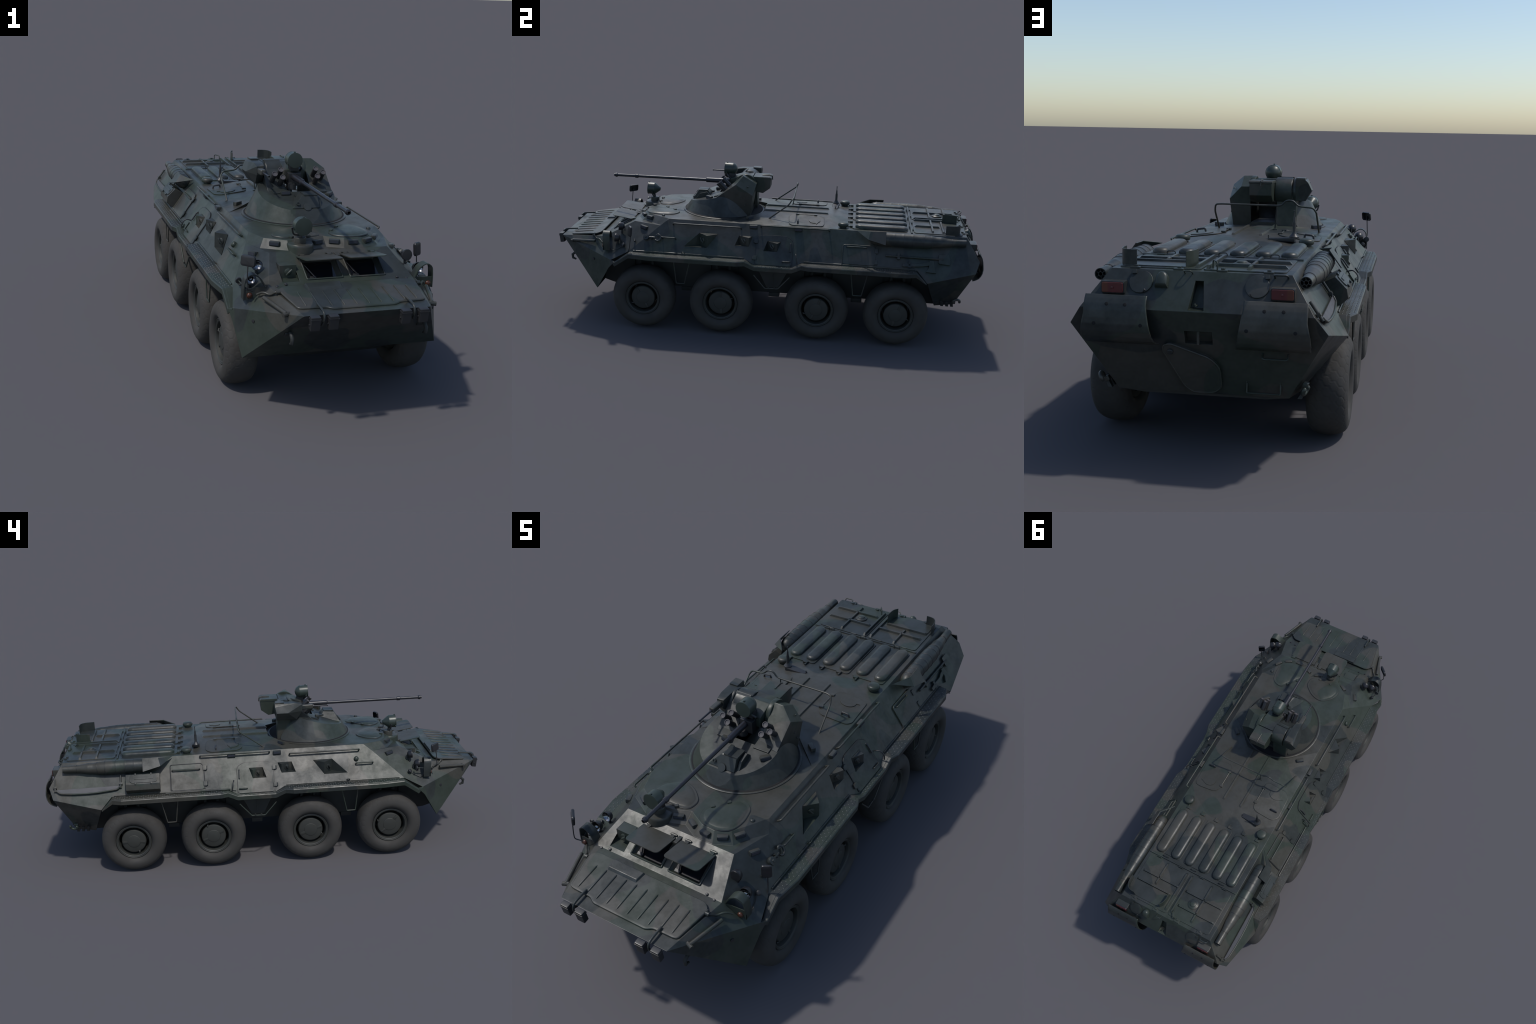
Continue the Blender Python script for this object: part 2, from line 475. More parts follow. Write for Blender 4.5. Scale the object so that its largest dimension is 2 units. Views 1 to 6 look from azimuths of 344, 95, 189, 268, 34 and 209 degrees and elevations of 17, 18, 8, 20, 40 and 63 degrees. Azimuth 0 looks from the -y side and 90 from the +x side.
# ------------------------------------------------------------------ mudguards
def build_mudguard(sg):
    st = [(-.703, .3575, .3235), (-.682, .3670, .3180), (-.617, .3705, .364), (-.52, .384, .364), (-.113, .384, .364), (-.079, .371, .364),
          (-.035, .371, .345), (.138, .371, .345), (.180, .371, .364), (.212, .384, .364), (.655, .385, .364),
          (.697, .3695, .364), (.746, .368, .316)]
    bm = bmesh.new()
    rings = []
    for y, x, z in st:
        xi = min(0.238 + 0.70 * (0.505 - z) - .004, x - .003)
        xi = .353 if y < -.70 else .350 if y < -.65 else .362 if y > .72 else xi
        f = min(1.0, (x - xi) / .026)
        lip = .0215 if f > .5 else .006
        P = [(xi, z + .0006), (x - .013 * f, z + .0006), (x - .012 * f, z - .0006), (x - .003 * f, z - .0006), (x, z - .004), (x, z - lip), (x - .004 * f, z - lip), (x - .004 * f, z - .0055), (xi - .004, z - .0055)]
        rings.append([bm.verts.new((sg * a, y, c)) for a, c in P])
    for A, B in zip(rings, rings[1:]):
        for i in range(len(A)):
            j = (i + 1) % len(A)
            bm.faces.new((A[i], A[j], B[j], B[i]))
    bm.faces.new(rings[0]); bm.faces.new(rings[-1])
    g = part("mudguard", bm, PAINT, smooth=15)
    # anti-slip studs
    bm = bmesh.new()
    def run(y0, y1, z, xs, stp):
        nonlocal bm
        for k, x in enumerate(xs):
            y = y0 + stp * (0.5 if k % 2 else 0.0)
            while y < y1:
                bmesh.ops.create_icosphere(bm, subdivisions=1, radius=.0021, matrix=Matrix.Translation((sg * x, y, z)))
                y += stp
    run(-.60, -.09, .3645, (.344, .354, .364), .021)
    run(.20, .69, .3645, (.344, .354, .364), .021)
    run(-.025, .135, .3455, (.359, .366), .018)
    run(-.505, -.12, .3634, (.3765,), .03)
    run(.225, .65, .3634, (.3765,), .03)
    s = part("antislip_stud", bm, STUD, g, 60)
    s["kind"] = "stuff"
    # foot loops hanging below
    for a, b in ((-.392, -.354), (.420, .459)):
        tube("step_loop", [(sg * .36, a - .014, .34), (sg * .3605, a, .2345), (sg * .3605, b, .2345), (sg * .36, b + .022, .34)], .0026, parent=g, fil=.003, n=8)
    tube("step_loop", [(sg * .36, -.035, .30), (sg * .362, .018, .240), (sg * .358, .079, .240), (sg * .36, .130, .30)], .0028, parent=g, fil=.003, n=8)
    bm = bm_plate([(sg * .305, -.028, .325), (sg * .305, .125, .325), (sg * .300, .075, .225), (sg * .300, .020, .225)], (-sg, 0, 0), .004)
    for yy in (.035, .062):
        bm = bm_lathe([(0, 0), (.004, 0), (.004, .006), (0, .006)], frame((sg * .360, yy, .242), (0, 0, 1)), 10, bm)
    bm_box((.003, .003, .08), Matrix.Translation((sg * .308, .05, .285)), 0, bm)
    part("step_plate", bm, UNDER, g)
    # folded strip along the hull and a lashing eye
    bm = bm_tube([side(sg, -.60, .369, .001), side(sg, -.085, .369, .001)], .0032, 6)
    bm = bm_tube([side(sg, .19, .369, .001), side(sg, .69, .369, .001)], .0032, 6, bm)
    part("edge_strip", bm, PAINT, g)
    part("lashing_eye", bm_tube(arc(side(sg, -.366, .372, .006), .007, 0, 2 * PI, 14, (0, 1, 0), (sg * .8, 0, .6))[:-1], .0018, 6, None, True), PAINT, g)
    return g
for sg in (1, -1):
    build_mudguard(sg)

# ------------------------------------------------------------------ wheels
def tyre_mesh():
    R, W = .148, .061
    prof = []                                     # (x across, r), outer bead to inner bead
    ctrl = [(.036, .078), (.047, .083), (.0555, .092), (.0590, .104), (.0575, .117), (.0515, .130), (.041, .1395), (.024, .1455), (0, .1480)]
    ctrl += [(-x, r) for x, r in reversed(ctrl[:-1])]
    for i in range(len(ctrl) - 1):                # Catmull-Rom through the control profile
        p = [V(ctrl[max(0, min(len(ctrl) - 1, i + k))]) for k in (-1, 0, 1, 2)]
        for s in range(7):
            t = s / 7
            prof.append(0.5 * ((2 * p[1]) + (p[2] - p[0]) * t + (2 * p[0] - 5 * p[1] + 4 * p[2] - p[3]) * t * t + (3 * p[1] - p[0] - 3 * p[2] + p[3]) * t ** 3))
    prof.append(V(ctrl[-1]))
    s = [0.0]
    for a, b in zip(prof, prof[1:]):
        s.append(s[-1] + (b - a).length)
    mid = s[-1] / 2
    n, cells = 420, 32
    bm = bmesh.new()
    rings = []
    for k in range(n):
        th = 2 * PI * k / n
        ring = []
        for p, d in zip(prof, s):
            x, r = p
            v = (d - mid)
            dep = 0.0
            if abs(v) < .075:                     # staggered scale-shaped tread blocks
                best, second = 9, 9
                u = th / (2 * PI) * cells
                w = v / .0205
                for row in range(math.floor(w) - 1, math.floor(w) + 3):
                    off = 0.5 * (row % 2)
                    c = math.floor(u - off + .5)
                    for cc in (c - 1, c, c + 1):
                        du, dw = (u - cc - off) * 1.25, (w - row) * 0.9
                        q = math.hypot(du, dw)
                        if q < best: best, second = q, best
                        elif q < second: second = q
                g = max(0.0, 1 - (second - best) / .12)
                dep = .0011 * g * min(1, (.075 - abs(v)) / .012)
            nx, nr = x, r - .10
            l = math.hypot(nx, nr) or 1
            X, Rr = x - dep * nx / l, r - dep * nr / l
            ring.append(bm.verts.new((X, Rr * math.sin(th), Rr * math.cos(th))))
        rings.append(ring)
    for k in range(n):
        A, B = rings[k], rings[(k + 1) % n]
        for i in range(len(prof) - 1):
            bm.faces.new((A[i], A[i + 1], B[i + 1], B[i]))
    return mesh_of(bm, "tyre", 60)
TX = frame((0, 0, 0), (1, 0, 0), (0, 1, 0))       # lathe axis onto +x
tyre_me = tyre_mesh(); tyre_me.materials.append(RUBBER)
rim_me = mesh_of(bm_lathe([(.081, .037), (.080, .0465), (.0775, .0475), (.0755, .045), (.073, .0455), (.0695, .043), (.0675, .034), (.066, -.005), (.060, -.03), (.060, -.045), (.078, -.045), (.081, -.037)], TX, 72, None, False), "rim", 30)
rim_me.materials.append(HUB)
def hub_mesh(var):
    bm = bm_lathe([(0, -.035), (.058, -.035), (.0565, .020), (.0555, .0335), (.053, .037), (.047, .0385), (.030, .040), (.0285, .0415), (.020, .043), (0, .0435)], TX, 64)
    for k, (a, w) in enumerate(((.6, .012), (3.6, .010))):
        M = Matrix.Rotation(a + var * 1.9, 4, "X") @ Matrix.Translation((.0385, 0, .040))
        bm = bm_box((.006, w, .024), M, .0015, bm)
    M = Matrix.Rotation(2.2 + var * 2.3, 4, "X")
    bm = bm_tube([M @ V((.034, 0, .050)), M @ V((.040, .004, .056)), M @ V((.036, .009, .061))], .0028, 6, bm)
    return mesh_of(bm, "hub_cap", 30)
hubs = [hub_mesh(v) for v in (0, 1, 2)]
for h in hubs: h.materials.append(HUB)
arm_me = mesh_of(bm_lathe([(.018, -.12), (.018, -.05), (.045, -.045), (.045, -.03), (0, -.03)], TX, 24), "axle_stub", 30)
arm_me.materials.append(UNDER)
k = 0
for sg in (1, -1):
    for y in (-.552, -.187, .257, .620):
        w = bpy.data.objects.new("wheel", None)
        bpy.context.collection.objects.link(w)
        w.parent = ROOT
        w.empty_display_size = .1
        w.matrix_local = Matrix.Translation((sg * .312, y, .1480)) @ Matrix.Rotation(0 if sg > 0 else PI, 4, "Z") @ Matrix.Rotation(k * .77, 4, "X")
        obj("tyre", tyre_me, w); obj("rim", rim_me, w); obj("hub_cap", hubs[k % 3], w); obj("axle_stub", arm_me, w)
        for d in (-.028, .030):                   # shock absorbers in the pocket above
            bm = bm_tube([(sg * .292, y + d, .345), (sg * .262, y + d, .20)], .007, 8)
            part("shock_absorber", bm, UNDER, lower)
        k += 1

# ------------------------------------------------------------------ side fittings
def grab(name, a, b, n, h, r=.0032, parent=ROOT, fil=.008):
    """bar from a to b standing h off the surface with its ends bent in"""
    a, b, n = V(a), V(b), V(n)
    return tube(name, [a, a + n * h, b + n * h, b], r, None, parent, fil, 10)

def firing_port(sg, y_fu, y_ru, y_fl, y_rl, zu, zl, parent):
    FU, RU, FL, RL = side(sg, y_fu, zu, .001), side(sg, y_ru, zu, .001), side(sg, y_fl, zl, .001), side(sg, y_rl, zl, .001)
    C, B = V((RL.x, RL.y, FU.z)), V((FU.x, FU.y, FL.z))
    bm = bmesh.new()
    for q in ((FU, C, RL, B), (RU, FU, C), (RU, C, RL), (FL, RL, B), (FU, FL, B)):
        bm.faces.new([bm.verts.new(p) for p in q])
    bmesh.ops.remove_doubles(bm, verts=bm.verts, dist=1e-5)
    o = part("firing_port", bm, PAINT, parent, 10, recalc=False)
    ctr = (FU + C + RL + B) / 4
    n = (C - FU).cross(B - FU); n.normalize()
    if n.dot(V((sg, -1, 0))) < 0: n = -n
    M = frame(ctr, n, (0, 0, 1))
    bm = bm_lathe([(.0115, 0), (.0115, .002), (.009, .004), (0, .005)], M, 20)
    bm = bm_tube([M @ V((-.009, -.006, .004)), M @ V((.0, .001, .010)), M @ V((.011, .008, .007))], .0035, 8, bm)
    part("port_cover", bm, PAINT, o, 40)

PORTS = ((-.301, -.215, -.366, -.261, .4565, .400), (-.116, -.053, -.132, -.068, .456, .416), (.0165, .079, .0015, .064, .441, .4005))
# openings cannot stay behind the recessed half of each port: cut them out of the hull side
def cut_ports():
    bm = bmesh.new()
    for sg in (1, -1):
        for yfu, yru, yfl, yrl, zu, zl in PORTS[:3]:
            FU, FL, RL = side(sg, yfu, zu), side(sg, yfl, zl), side(sg, yrl, zl)
            d = side_n(sg)
            lo = [p - d * .055 for p in (FU, FL, RL)]
            hi = [p + d * .02 for p in (FU, FL, RL)]
            bm_hull(lo + hi, 0, bm)
    o = part("cutter", bm, PAINT, None, 0)
    md = hull.modifiers.new("ports", "BOOLEAN"); md.operation = "DIFFERENCE"; md.object = o; md.solver = "EXACT"
    hull.modifiers.move(len(hull.modifiers) - 1, 1)
    o.hide_render = True
    dg = bpy.context.evaluated_depsgraph_get()
    me = bpy.data.meshes.new_from_object(hull.evaluated_get(dg))
    hull.modifiers.clear()
    old = hull.data; hull.data = me
    bpy.data.meshes.remove(old)
    bpy.data.objects.remove(o)
    me.name = "hull"
    me.shade_smooth(); me.set_sharp_from_angle(angle=math.radians(30))
    w = hull.modifiers.new("flatten", "WEIGHTED_NORMAL"); w.weight = 100; w.keep_sharp = True
cut_ports()

for sg in (1, -1):
    n = side_n(sg)
    # side door, two-leaf outline with hinges and handles
    out = [side(sg, y, z) for y, z in ((-.032, .347), (-.030, .452), (-.005, .4625), (.102, .4625), (.132, .447), (.134, .347))]
    yfu, yru, yfl, yrl, zu, zl = PORTS[2]
    bm = bmesh.new()
    poly = [(p.y, p.z) for p in fillet(out, .014, True)]
    face_holes(bm, lambda y, z: side(sg, y, z, .0035), poly, [[(yfu, zu), (yru, zu), (yrl, zl), (yfl, zl)]])
    top = list(bm.faces)
    r = bmesh.ops.extrude_face_region(bm, geom=top)
    for v in [g for g in r["geom"] if isinstance(g, bmesh.types.BMVert)]:
        v.co -= n * .004
    door = part("side_door", bm, PAINT, ROOT, 25)
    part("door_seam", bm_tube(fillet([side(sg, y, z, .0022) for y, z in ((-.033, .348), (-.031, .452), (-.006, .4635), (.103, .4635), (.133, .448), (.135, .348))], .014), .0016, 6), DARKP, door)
    for z in (.437, .372):
        bm = bm_box((.016, .020, .008), frame(side(sg, -.034, z, .004), n, (0, 1, 0)), .002)
        bm = bm_tube([side(sg, -.044, z - .006, .005), side(sg, -.044, z + .006, .005)], .0035, 8, bm)
        part("hinge", bm, PAINT, door)
    grab("door_handle", side(sg, .092, .363), side(sg, .127, .363), n, .010, .0026, door)
    tube("door_latch", [side(sg, .124, .436, .002), side(sg, .124, .432, .008), side(sg, .125, .402, .008)], .003, DARKP, door, .003)
    # steps of the ports
    for i, p in enumerate(PORTS):
        firing_port(sg, *p, door if i == 2 else ROOT)
    # long hand rails
    grab("hand_rail", side(sg, -.428, .4835), side(sg, -.110, .4835), n, .016, .0036, fil=.012)
    grab("hand_rail", side(sg, -.019, .4965), side(sg, .296, .4965), n, .016, .0036, fil=.012)
    # side periscopes come with the roof set below
    # stepped plate and curved rod behind the door
    tube("cable_clip", [side(sg, .150, .398), side(sg, .152, .392, .022), side(sg, .156, .372, .026), side(sg, .160, .357, .012)], .0024, DARKP, ROOT, .01, 8)
    # exhaust
    def ex_c(y):
        t = max(0, min(1, (y - .74) / .17))
        return V((sg * (.273 - .003 * t), y, .484 + .003 * t))
    stn = [(.478, .004), (.481, .013), (.489, .0220), (.501, .0280), (.518, .0312), (.66, .0322), (.715, .0314), (.745, .0290), (.775, .0250),
           (.80, .0245), (.83, .0190), (.85, .0168), (.905, .0158), (.912, .0158)]
    full = []
    for (y0, r0), (y1, r1) in zip(stn, stn[1:]):
        m = max(1, int((y1 - y0) / .004))
        for q in range(m):
            t = q / m
            y = y0 + (y1 - y0) * t
            rib = sum(math.exp(-((y - s) / .0022) ** 2) for s in (.512, .552, .592, .632, .674, .722, .757, .798, .850, .902)) * .0004
            full.append((y, r0 + (r1 - r0) * t + rib))
    full.append(stn[-1])
    bm = bmesh.new()
    rings = []
    for y, r in full + [(.912, .0136), (.895, .0134)]:
        c = ex_c(y)
        rings.append([bm.verts.new((c.x + r * math.cos(2 * PI * i / 36), y, c.z + r * math.sin(2 * PI * i / 36))) for i in range(36)])
    for A, B in zip(rings, rings[1:]):
        for i in range(36):
            bm.faces.new((A[i], A[(i + 1) % 36], B[(i + 1) % 36], B[i]))
    bm.faces.new(rings[0])
    ex = part("exhaust_muffler", bm, PAINT, ROOT, 40)
    bm = None
    for s_, r_ in ((.518, .0313), (.552, .0316), (.592, .0319), (.632, .0322), (.674, .0322), (.722, .0310), (.757, .0277), (.798, .0225), (.850, .0173)):
        cc = ex_c(s_)
        bm = bm_tube(arc(cc, r_ + .0002, 0, 2 * PI, 40)[:-1], .0011, 6, bm, True)
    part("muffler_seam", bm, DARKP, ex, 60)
    c = ex_c(.90)
    part("exhaust_black_disc", bm_lathe([(.0139, 0), (0, 0)], frame(c, (0, 1, 0)), 30, None, False), BLACK, ex)  # flat black disc closes the pipe, imitating a dark bore
    bm = bm_lathe([(.0052, 0), (.0052, .010), (.0066, .010), (.0066, 0)], frame((c.x, .901, c.z), (0, 1, 0)), 20)
    for q in range(6):
        a = q * PI / 3 + .4
        d = V((math.cos(a), 0, math.sin(a)))
        bm_tube([V((c.x, .908, c.z)) + d * .006, V((c.x, .908, c.z)) + d * .0145], .0012, 6, bm)
    part("exhaust_grille", bm, PAINT, ex)
    # heat guard in front of the muffler
    A, B, Cc, D, T = (.292, .553, .524), (.2935, .482, .522), (.3166, .4736, .4902), (.329, .552, .473), (.249, .420, .510)
    bm = bmesh.new()
    for q in ((A, B, Cc, D), (B, T, Cc)):
        bm.faces.new([bm.verts.new((sg * p[0], p[1], p[2])) for p in q])
    bmesh.ops.remove_doubles(bm, verts=bm.verts, dist=1e-5)
    o = part("exhaust_guard", bm, PAINT, ROOT, 0)
    sm = o.modifiers.new("sheet", "SOLIDIFY"); sm.thickness = .003; sm.offset = -1

n = side_n(1)
# left side: hatch, shovel, axe, tackle block
hatch = part("service_hatch", bm_plate(fillet([side(1, y, z) for y, z in ((.364, .372), (.364, .446), (.505, .446), (.513, .436), (.513, .372))], .012, True), n, .004, .0016), PAINT)
tube("hatch_seam", fillet([side(1, .362, .371, .004), side(1, .362, .447, .004), side(1, .506, .447, .004)], .012), .0022, None, hatch, 0)
grab("hatch_handle", side(1, .380, .438), side(1, .470, .438), n, .012, .0026, hatch)
for z in (.428, .385):
    part("hinge", bm_box((.014, .022, .008), frame(side(1, .515, z, .004), n, (0, 1, 0)), .002), PAINT, hatch)
bm = bm_tube([side(1, .557, .414, .007), side(1, .815, .413, .007)], .0045, 10)
part("shovel_handle", bm, PAINT)
bm = bm_plate(fillet([side(1, y, z, .006) for y, z in ((.794, .430), (.838, .432), (.846, .412), (.846, .392), (.794, .395))], .006, True), n, .003, .001)
part("shovel_blade", bm, PAINT)
bm = bm_box((.03, .012, .010), frame(side(1, .615, .414, .005), n, (0, 0, 1)), .002)
bm_box((.03, .012, .010), frame(side(1, .665, .386, .005), n, (0, 0, 1)), .002, bm)
part("tool_clamp", bm, PAINT)
part("axe_handle", bm_plate(fillet([side(1, y, z, .003) for y, z in ((.634, .375), (.634, .386), (.66, .390), (.715, .390), (.735, .397), (.756, .400), (.756, .386), (.72, .380), (.66, .376))], .005, True), n, .007, .002), PAINT)
part("axe_head", bm_plate([side(1, y, z, .002) for y, z in ((.752, .405), (.772, .404), (.778, .380), (.784, .358), (.738, .360), (.752, .378))], n, .008, .0015), PAINT)
bm = bm_lathe([(0, 0), (.0135, 0), (.0145, .003), (.0145, .010), (.0135, .013), (.005, .014), (.004, .017), (0, .017)], frame(side(1, -.546, .424, .003), n), 28)
pul = part("pulley_block", bm, PAINT)
hk = [side(1, -.492 + .014 * math.cos(a), .424 + .013 * math.sin(a), .010) for a in [(-2.6 + i * 4.8 / 14) for i in range(15)]]
part("tackle_hook", bm_tube(hk + [side(1, -.463, .426, .010), side(1, -.44, .426, .014)], [.0022] + [.0045] * 12 + [.004, .0035, .003, .003], 10), PAINT, pul, 60)
grab("tackle_bar", side(1, -.470, .426), side(1, -.409, .426), n, .014, .003, pul)
bm = bm_tube([side(1, -.533, .424, .010), side(1, -.515, .424, .012), side(1, -.506, .424, .010)], .004, 8)
bm_box((.006, .014, .012), frame(side(1, -.520, .424, .008), n, (0, 1, 0)), .001, bm)
part("shackle", bm, PAINT, pul)
part("shackle_pin", bm_tube([cheek(1, .297, -.600, .001), cheek(1, .297, -.600, .010), cheek(1, .306, -.596, .010)], .004, 8), PAINT, pul)

# right side: hatch, step bar, stowage box, wading board
n = side_n(-1)
hatch = part("service_hatch", bm_plate(fillet([side(-1, y, z) for y, z in ((.283, .374), (.283, .455), (.293, .4695), (.432, .4695), (.432, .372), (.293, .372))], .010, True), n, .004, .0016), PAINT)
tube("hatch_seam", fillet([side(-1, .281, .374, .003), side(-1, .281, .455, .003), side(-1, .292, .471, .003), side(-1, .434, .471, .003), side(-1, .434, .371, .003), side(-1, .292, .371, .003)], .008), .0016, DARKP, hatch, 0)
grab("hatch_handle", side(-1, .301, .448), side(-1, .425, .448), n, .014, .0030, hatch)
for z in (.452, .392):
    bm = bm_box((.016, .022, .009), frame(side(-1, .279, z, .004), n, (0, 1, 0)), .002)
    bm_tube([side(-1, .270, z - .007, .005), side(-1, .270, z + .007, .005)], .0035, 8, bm)
    part("hinge", bm, PAINT, hatch)
grab("hand_grip", side(-1, -.485, .431), side(-1, -.408, .431), n, .014, .0032)
tube("tow_bar", [side(-1, .168, .364, .008), side(-1, .458, .3635, .008)], .0038, None, ROOT, 0)
bm = bm_plate([side(-1, y, z, .002) for y, z in ((.163, .388), (.145, .388), (.143, .358), (.163, .360))], n, .004)
part("bar_bracket", bm, PAINT)
part("vent_cowl", bm_dome([side(-1, -.412 + .011 * math.cos(a * PI / 8), .450 + .009 * math.sin(a * PI / 8)) for a in range(16)], n, [(1, 0), (1, .006), (.8, .010), (.3, .012)]), PAINT, ROOT, 50)
# stowage box, hexagonal section
def sec(y):
    return [(-.283, y, .441), (-.318, y, .459), (-.352, y, .425), (-.357, y, .398), (-.333, y, .376), (-.325, y, .376)]
box = part("stowage_box", bm_hull(sec(.480) + sec(.632), .003), PAINT)
un = V((-.70, 0, .715)).normalized()
ctr = (V(sec(.5)[1]) + V(sec(.5)[2])) / 2
M = frame((ctr.x, .553, ctr.z), un, (0, 1, 0))
part("stowage_lid", bm_plate([M @ V((x, y, 0)) for x, y in rrect(-.062, .060, -.019, .019, .012)], un, .003, .001), PAINT, box)
part("lid_rib", bm_plate([M @ V((x, y, .003)) for x, y in rrect(-.045, .040, -.008, .004, .004)], un, .002, .001), PAINT, box)
for y in (-.035, .035):
    for q in (-.022, .022):
        part("lid_catch", bm_box((.006, .010, .006), M @ Matrix.Translation((y, q, .002)), .001), PAINT, box)
# wading board with its rim and clamps
ol = [(.945, .4025), (.660, .4045), (.672, .392), (.70, .389), (.76, .384), (.81, .3825), (.87, .3835), (.925, .388)]
part("wading_board", bm_plate([side(-1, y, z, .004) for y, z in ol], n, .004), BOARD)
tube("board_rim", [side(-1, y, z, .009) for y, z in ((.945, .400), (.927, .3875), (.87, .383), (.81, .382), (.76, .3835), (.70, .3885), (.672, .3915), (.660, .402))], .0035, None, ROOT, .01)
for y in (.950, .657):
    tube("board_clamp", [side(-1, y, .396, .006), side(-1, y, .444, .006)], .0042, None, ROOT, 0)
    part("clamp_nut", bm_box((.016, .010, .012), frame(side(-1, y, .412, .006), n, (0, 1, 0)), .002), PAINT)

# ------------------------------------------------------------------ roof
for sg in (1, -1):
    # crew hatches
    cs = [(.100, .112), (.118, .100), (.214, .108), (.228, .125), (.221, .262), (.196, .268), (.117, .264), (.100, .246)] if sg > 0 else \
         [(.094, .112), (.108, .102), (.200, .103), (.222, .127), (.227, .244), (.203, .268), (.116, .265), (.096, .250)]
    pts = fillet([roof(sg * x, y) for x, y in cs], .012, True)
    up = V((sg * .122, 0, .992))
    ht = part("roof_hatch", bm_plate(pts, up, .0035, .0012), PAINT)
    part("hatch_seam", bm_tube([p + up * .0022 for p in pts], .0018, 6, None, True), PAINT, ht)
    # pistol-port lid: round with a pointed lug
    cx, cy = sg * .163, (.222 if sg > 0 else .142)
    rim = [roof(cx + .031 * math.cos(a), cy + .027 * math.sin(a), .0035) for a in [i * PI / 12 for i in range(24)]]
    k = 3 if sg > 0 else 3
    rim[2 if sg > 0 else 10] = roof(cx + sg * .044, cy + .002 + .008, .0035)
    part("port_lid", bm_plate(rim, up, .003, .001), PAINT, ht)
    hy = .146 if sg > 0 else .222
    part("hatch_handle", bm_tube(fillet([roof(sg * .176, hy, .003), roof(sg * .178, hy, .014), roof(sg * .205, hy, .014), roof(sg * .207, hy, .003)], .005), .0035, 8), DARKP, ht)
    for yy in (.138, .224):
        part("hinge", bm_box((.016, .014, .008), Matrix.Translation(roof(sg * .096, yy, .004)), .002), PAINT, ht)
    part("hinge_rod", bm_tube([roof(sg * .096, .13, .004), roof(sg * .096, .232, .004)], .0022, 8), PAINT, ht)
    # mushroom vents
    part("mushroom_vent", bm_lathe([(.016, -.012), (.016, .003), (.0218, .004), (.0240, .008), (.0242, .0145), (.0225, .0190), (.0165, .0220), (0, .0228)], Matrix.Translation((sg * .2, .357, .508)), 36), PAINT, ROOT, 50)
# stiffening ribs down the centre
for x in (.051, -.040):
    bm = bm_hull([V((x + a, y, roof_z(x, 0) - .001 + h)) for a, y, h in ((.006, -.03, 0), (-.006, -.03, 0), (.004, -.018, .0075), (-.004, -.018, .0075), (.006, .285, 0), (-.006, .285, 0), (.004, .277, .0075), (-.004, .277, .0075))], .001)
    part("roof_rib", bm, PAINT)
# cable frame
fp = [(.160, .005, .512), (.155, .098, .585), (.150, .112, .609), (.128, .117, .611), (-.060, .117, .610), (-.083, .118, .611), (-.097, .119, .629),
      (-.122, .119, .629), (-.138, .118, .611), (-.160, .117, .608), (-.190, .117, .606), (-.201, .112, .590), (-.200, .004, .510)]
fr = tube("rail_frame", fp, .0032, None, ROOT, .016)
tube("frame_strut", [(-.066, .117, .610), (-.058, .103, .530)], .0024, None, fr, 0)
for p in ((.160, .004, .510), (-.200, .003, .509), (-.058, .102, .526)):
    part("frame_foot", bm_box((.016, .012, .004), Matrix.Translation(p), .001), PAINT, fr)
# aerial
bm = bm_hull([(-.070, .300, .514), (-.070, .322, .514), (-.158, .296, .514), (-.158, .332, .514), (-.070, .300, .523), (-.070, .322, .523), (-.158, .296, .528), (-.158, .332, .528)], .003)
ab = part("aerial_bracket", bm, DARKP)
part("aerial_lug", bm_tube([(-.071, .312, .52), (-.071, .312, .532)], .002, 8), DARKP, ab)
part("aerial", bm_lathe([(0, .526), (.016, .526), (.016, .530), (.009, .538), (.0055, .545), (.0055, .574), (.0042, .576), (.0032, .592), (.0018, .594), (.0016, .611), (.0026, .612), (.0026, .614), (0, .614)], Matrix.Translation((-.154, .313, 0)), 20), DARKP, ab)
# engine covers with six pressed bulges
for x0, x1, bs in ((.083, .217, (.190, .112)), (-.067, .067, (.0375, -.0385)), (-.213, -.085, (-.1125, -.187))):
    cv = part("engine_cover", bm_plate([V((x, y, .506)) for x, y in rrect(x0, x1, .400, .652, .012)], (0, 0, 1), .004, .0015), PAINT)
    for bx in bs:
        o = [V((bx, .437, .509)) + V((.0245 * math.cos(a), .0245 * math.sin(a), 0)) for a in [PI + i * PI / 14 for i in range(15)]]
        o += [V((bx, .630, .509)) + V((.0245 * math.cos(a), .0245 * math.sin(a), 0)) for a in [i * PI / 14 for i in range(15)]]
        b = bmesh.new()
        rings = []
        for ins, h in ((0, 0), (.0003, .006), (.0018, .0098), (.005, .0130), (.0095, .0152), (.0145, .0160)):
            ring = []
            for p in o:
                cy = min(max(p.y, .437), .630)
                c = V((bx, cy, .509)); d = (p - c)
                ring.append(b.verts.new(c + d * (1 - ins / .0245) + V((0, 0, h))))
            rings.append(ring)
        for A, B in zip(rings, rings[1:]):
            for i in range(len(A)):
                j = (i + 1) % len(A)
                b.faces.new((A[i], A[j], B[j], B[i]))
        b.faces.new(rings[-1])
        part("cover_bulge", b, PAINT, cv, 45)
        part("cover_hinge", bm_box((.020, .012, .007), Matrix.Translation((bx - .008, .394, .511)), .0015), PAINT, cv)
        part("hinge_lug", bm_box((.006, .022, .005), Matrix.Translation((bx - .002, .388, .510)), .001), PAINT, cv)
    part("lift_ring", bm_tube(fillet([(sum(bs) / 2 - .012, .662, .507), (sum(bs) / 2 - .012, .662, .519), (sum(bs) / 2 + .012, .662, .519), (sum(bs) / 2 + .012, .662, .507)], .006), .0016, 8), PAINT, cv)
part("cover_gutter", bm_hull([(x, y, z) for x in (.232, -.232) for y, z in ((.666, .505), (.676, .505), (.668, .511), (.674, .511))], .001), PAINT)
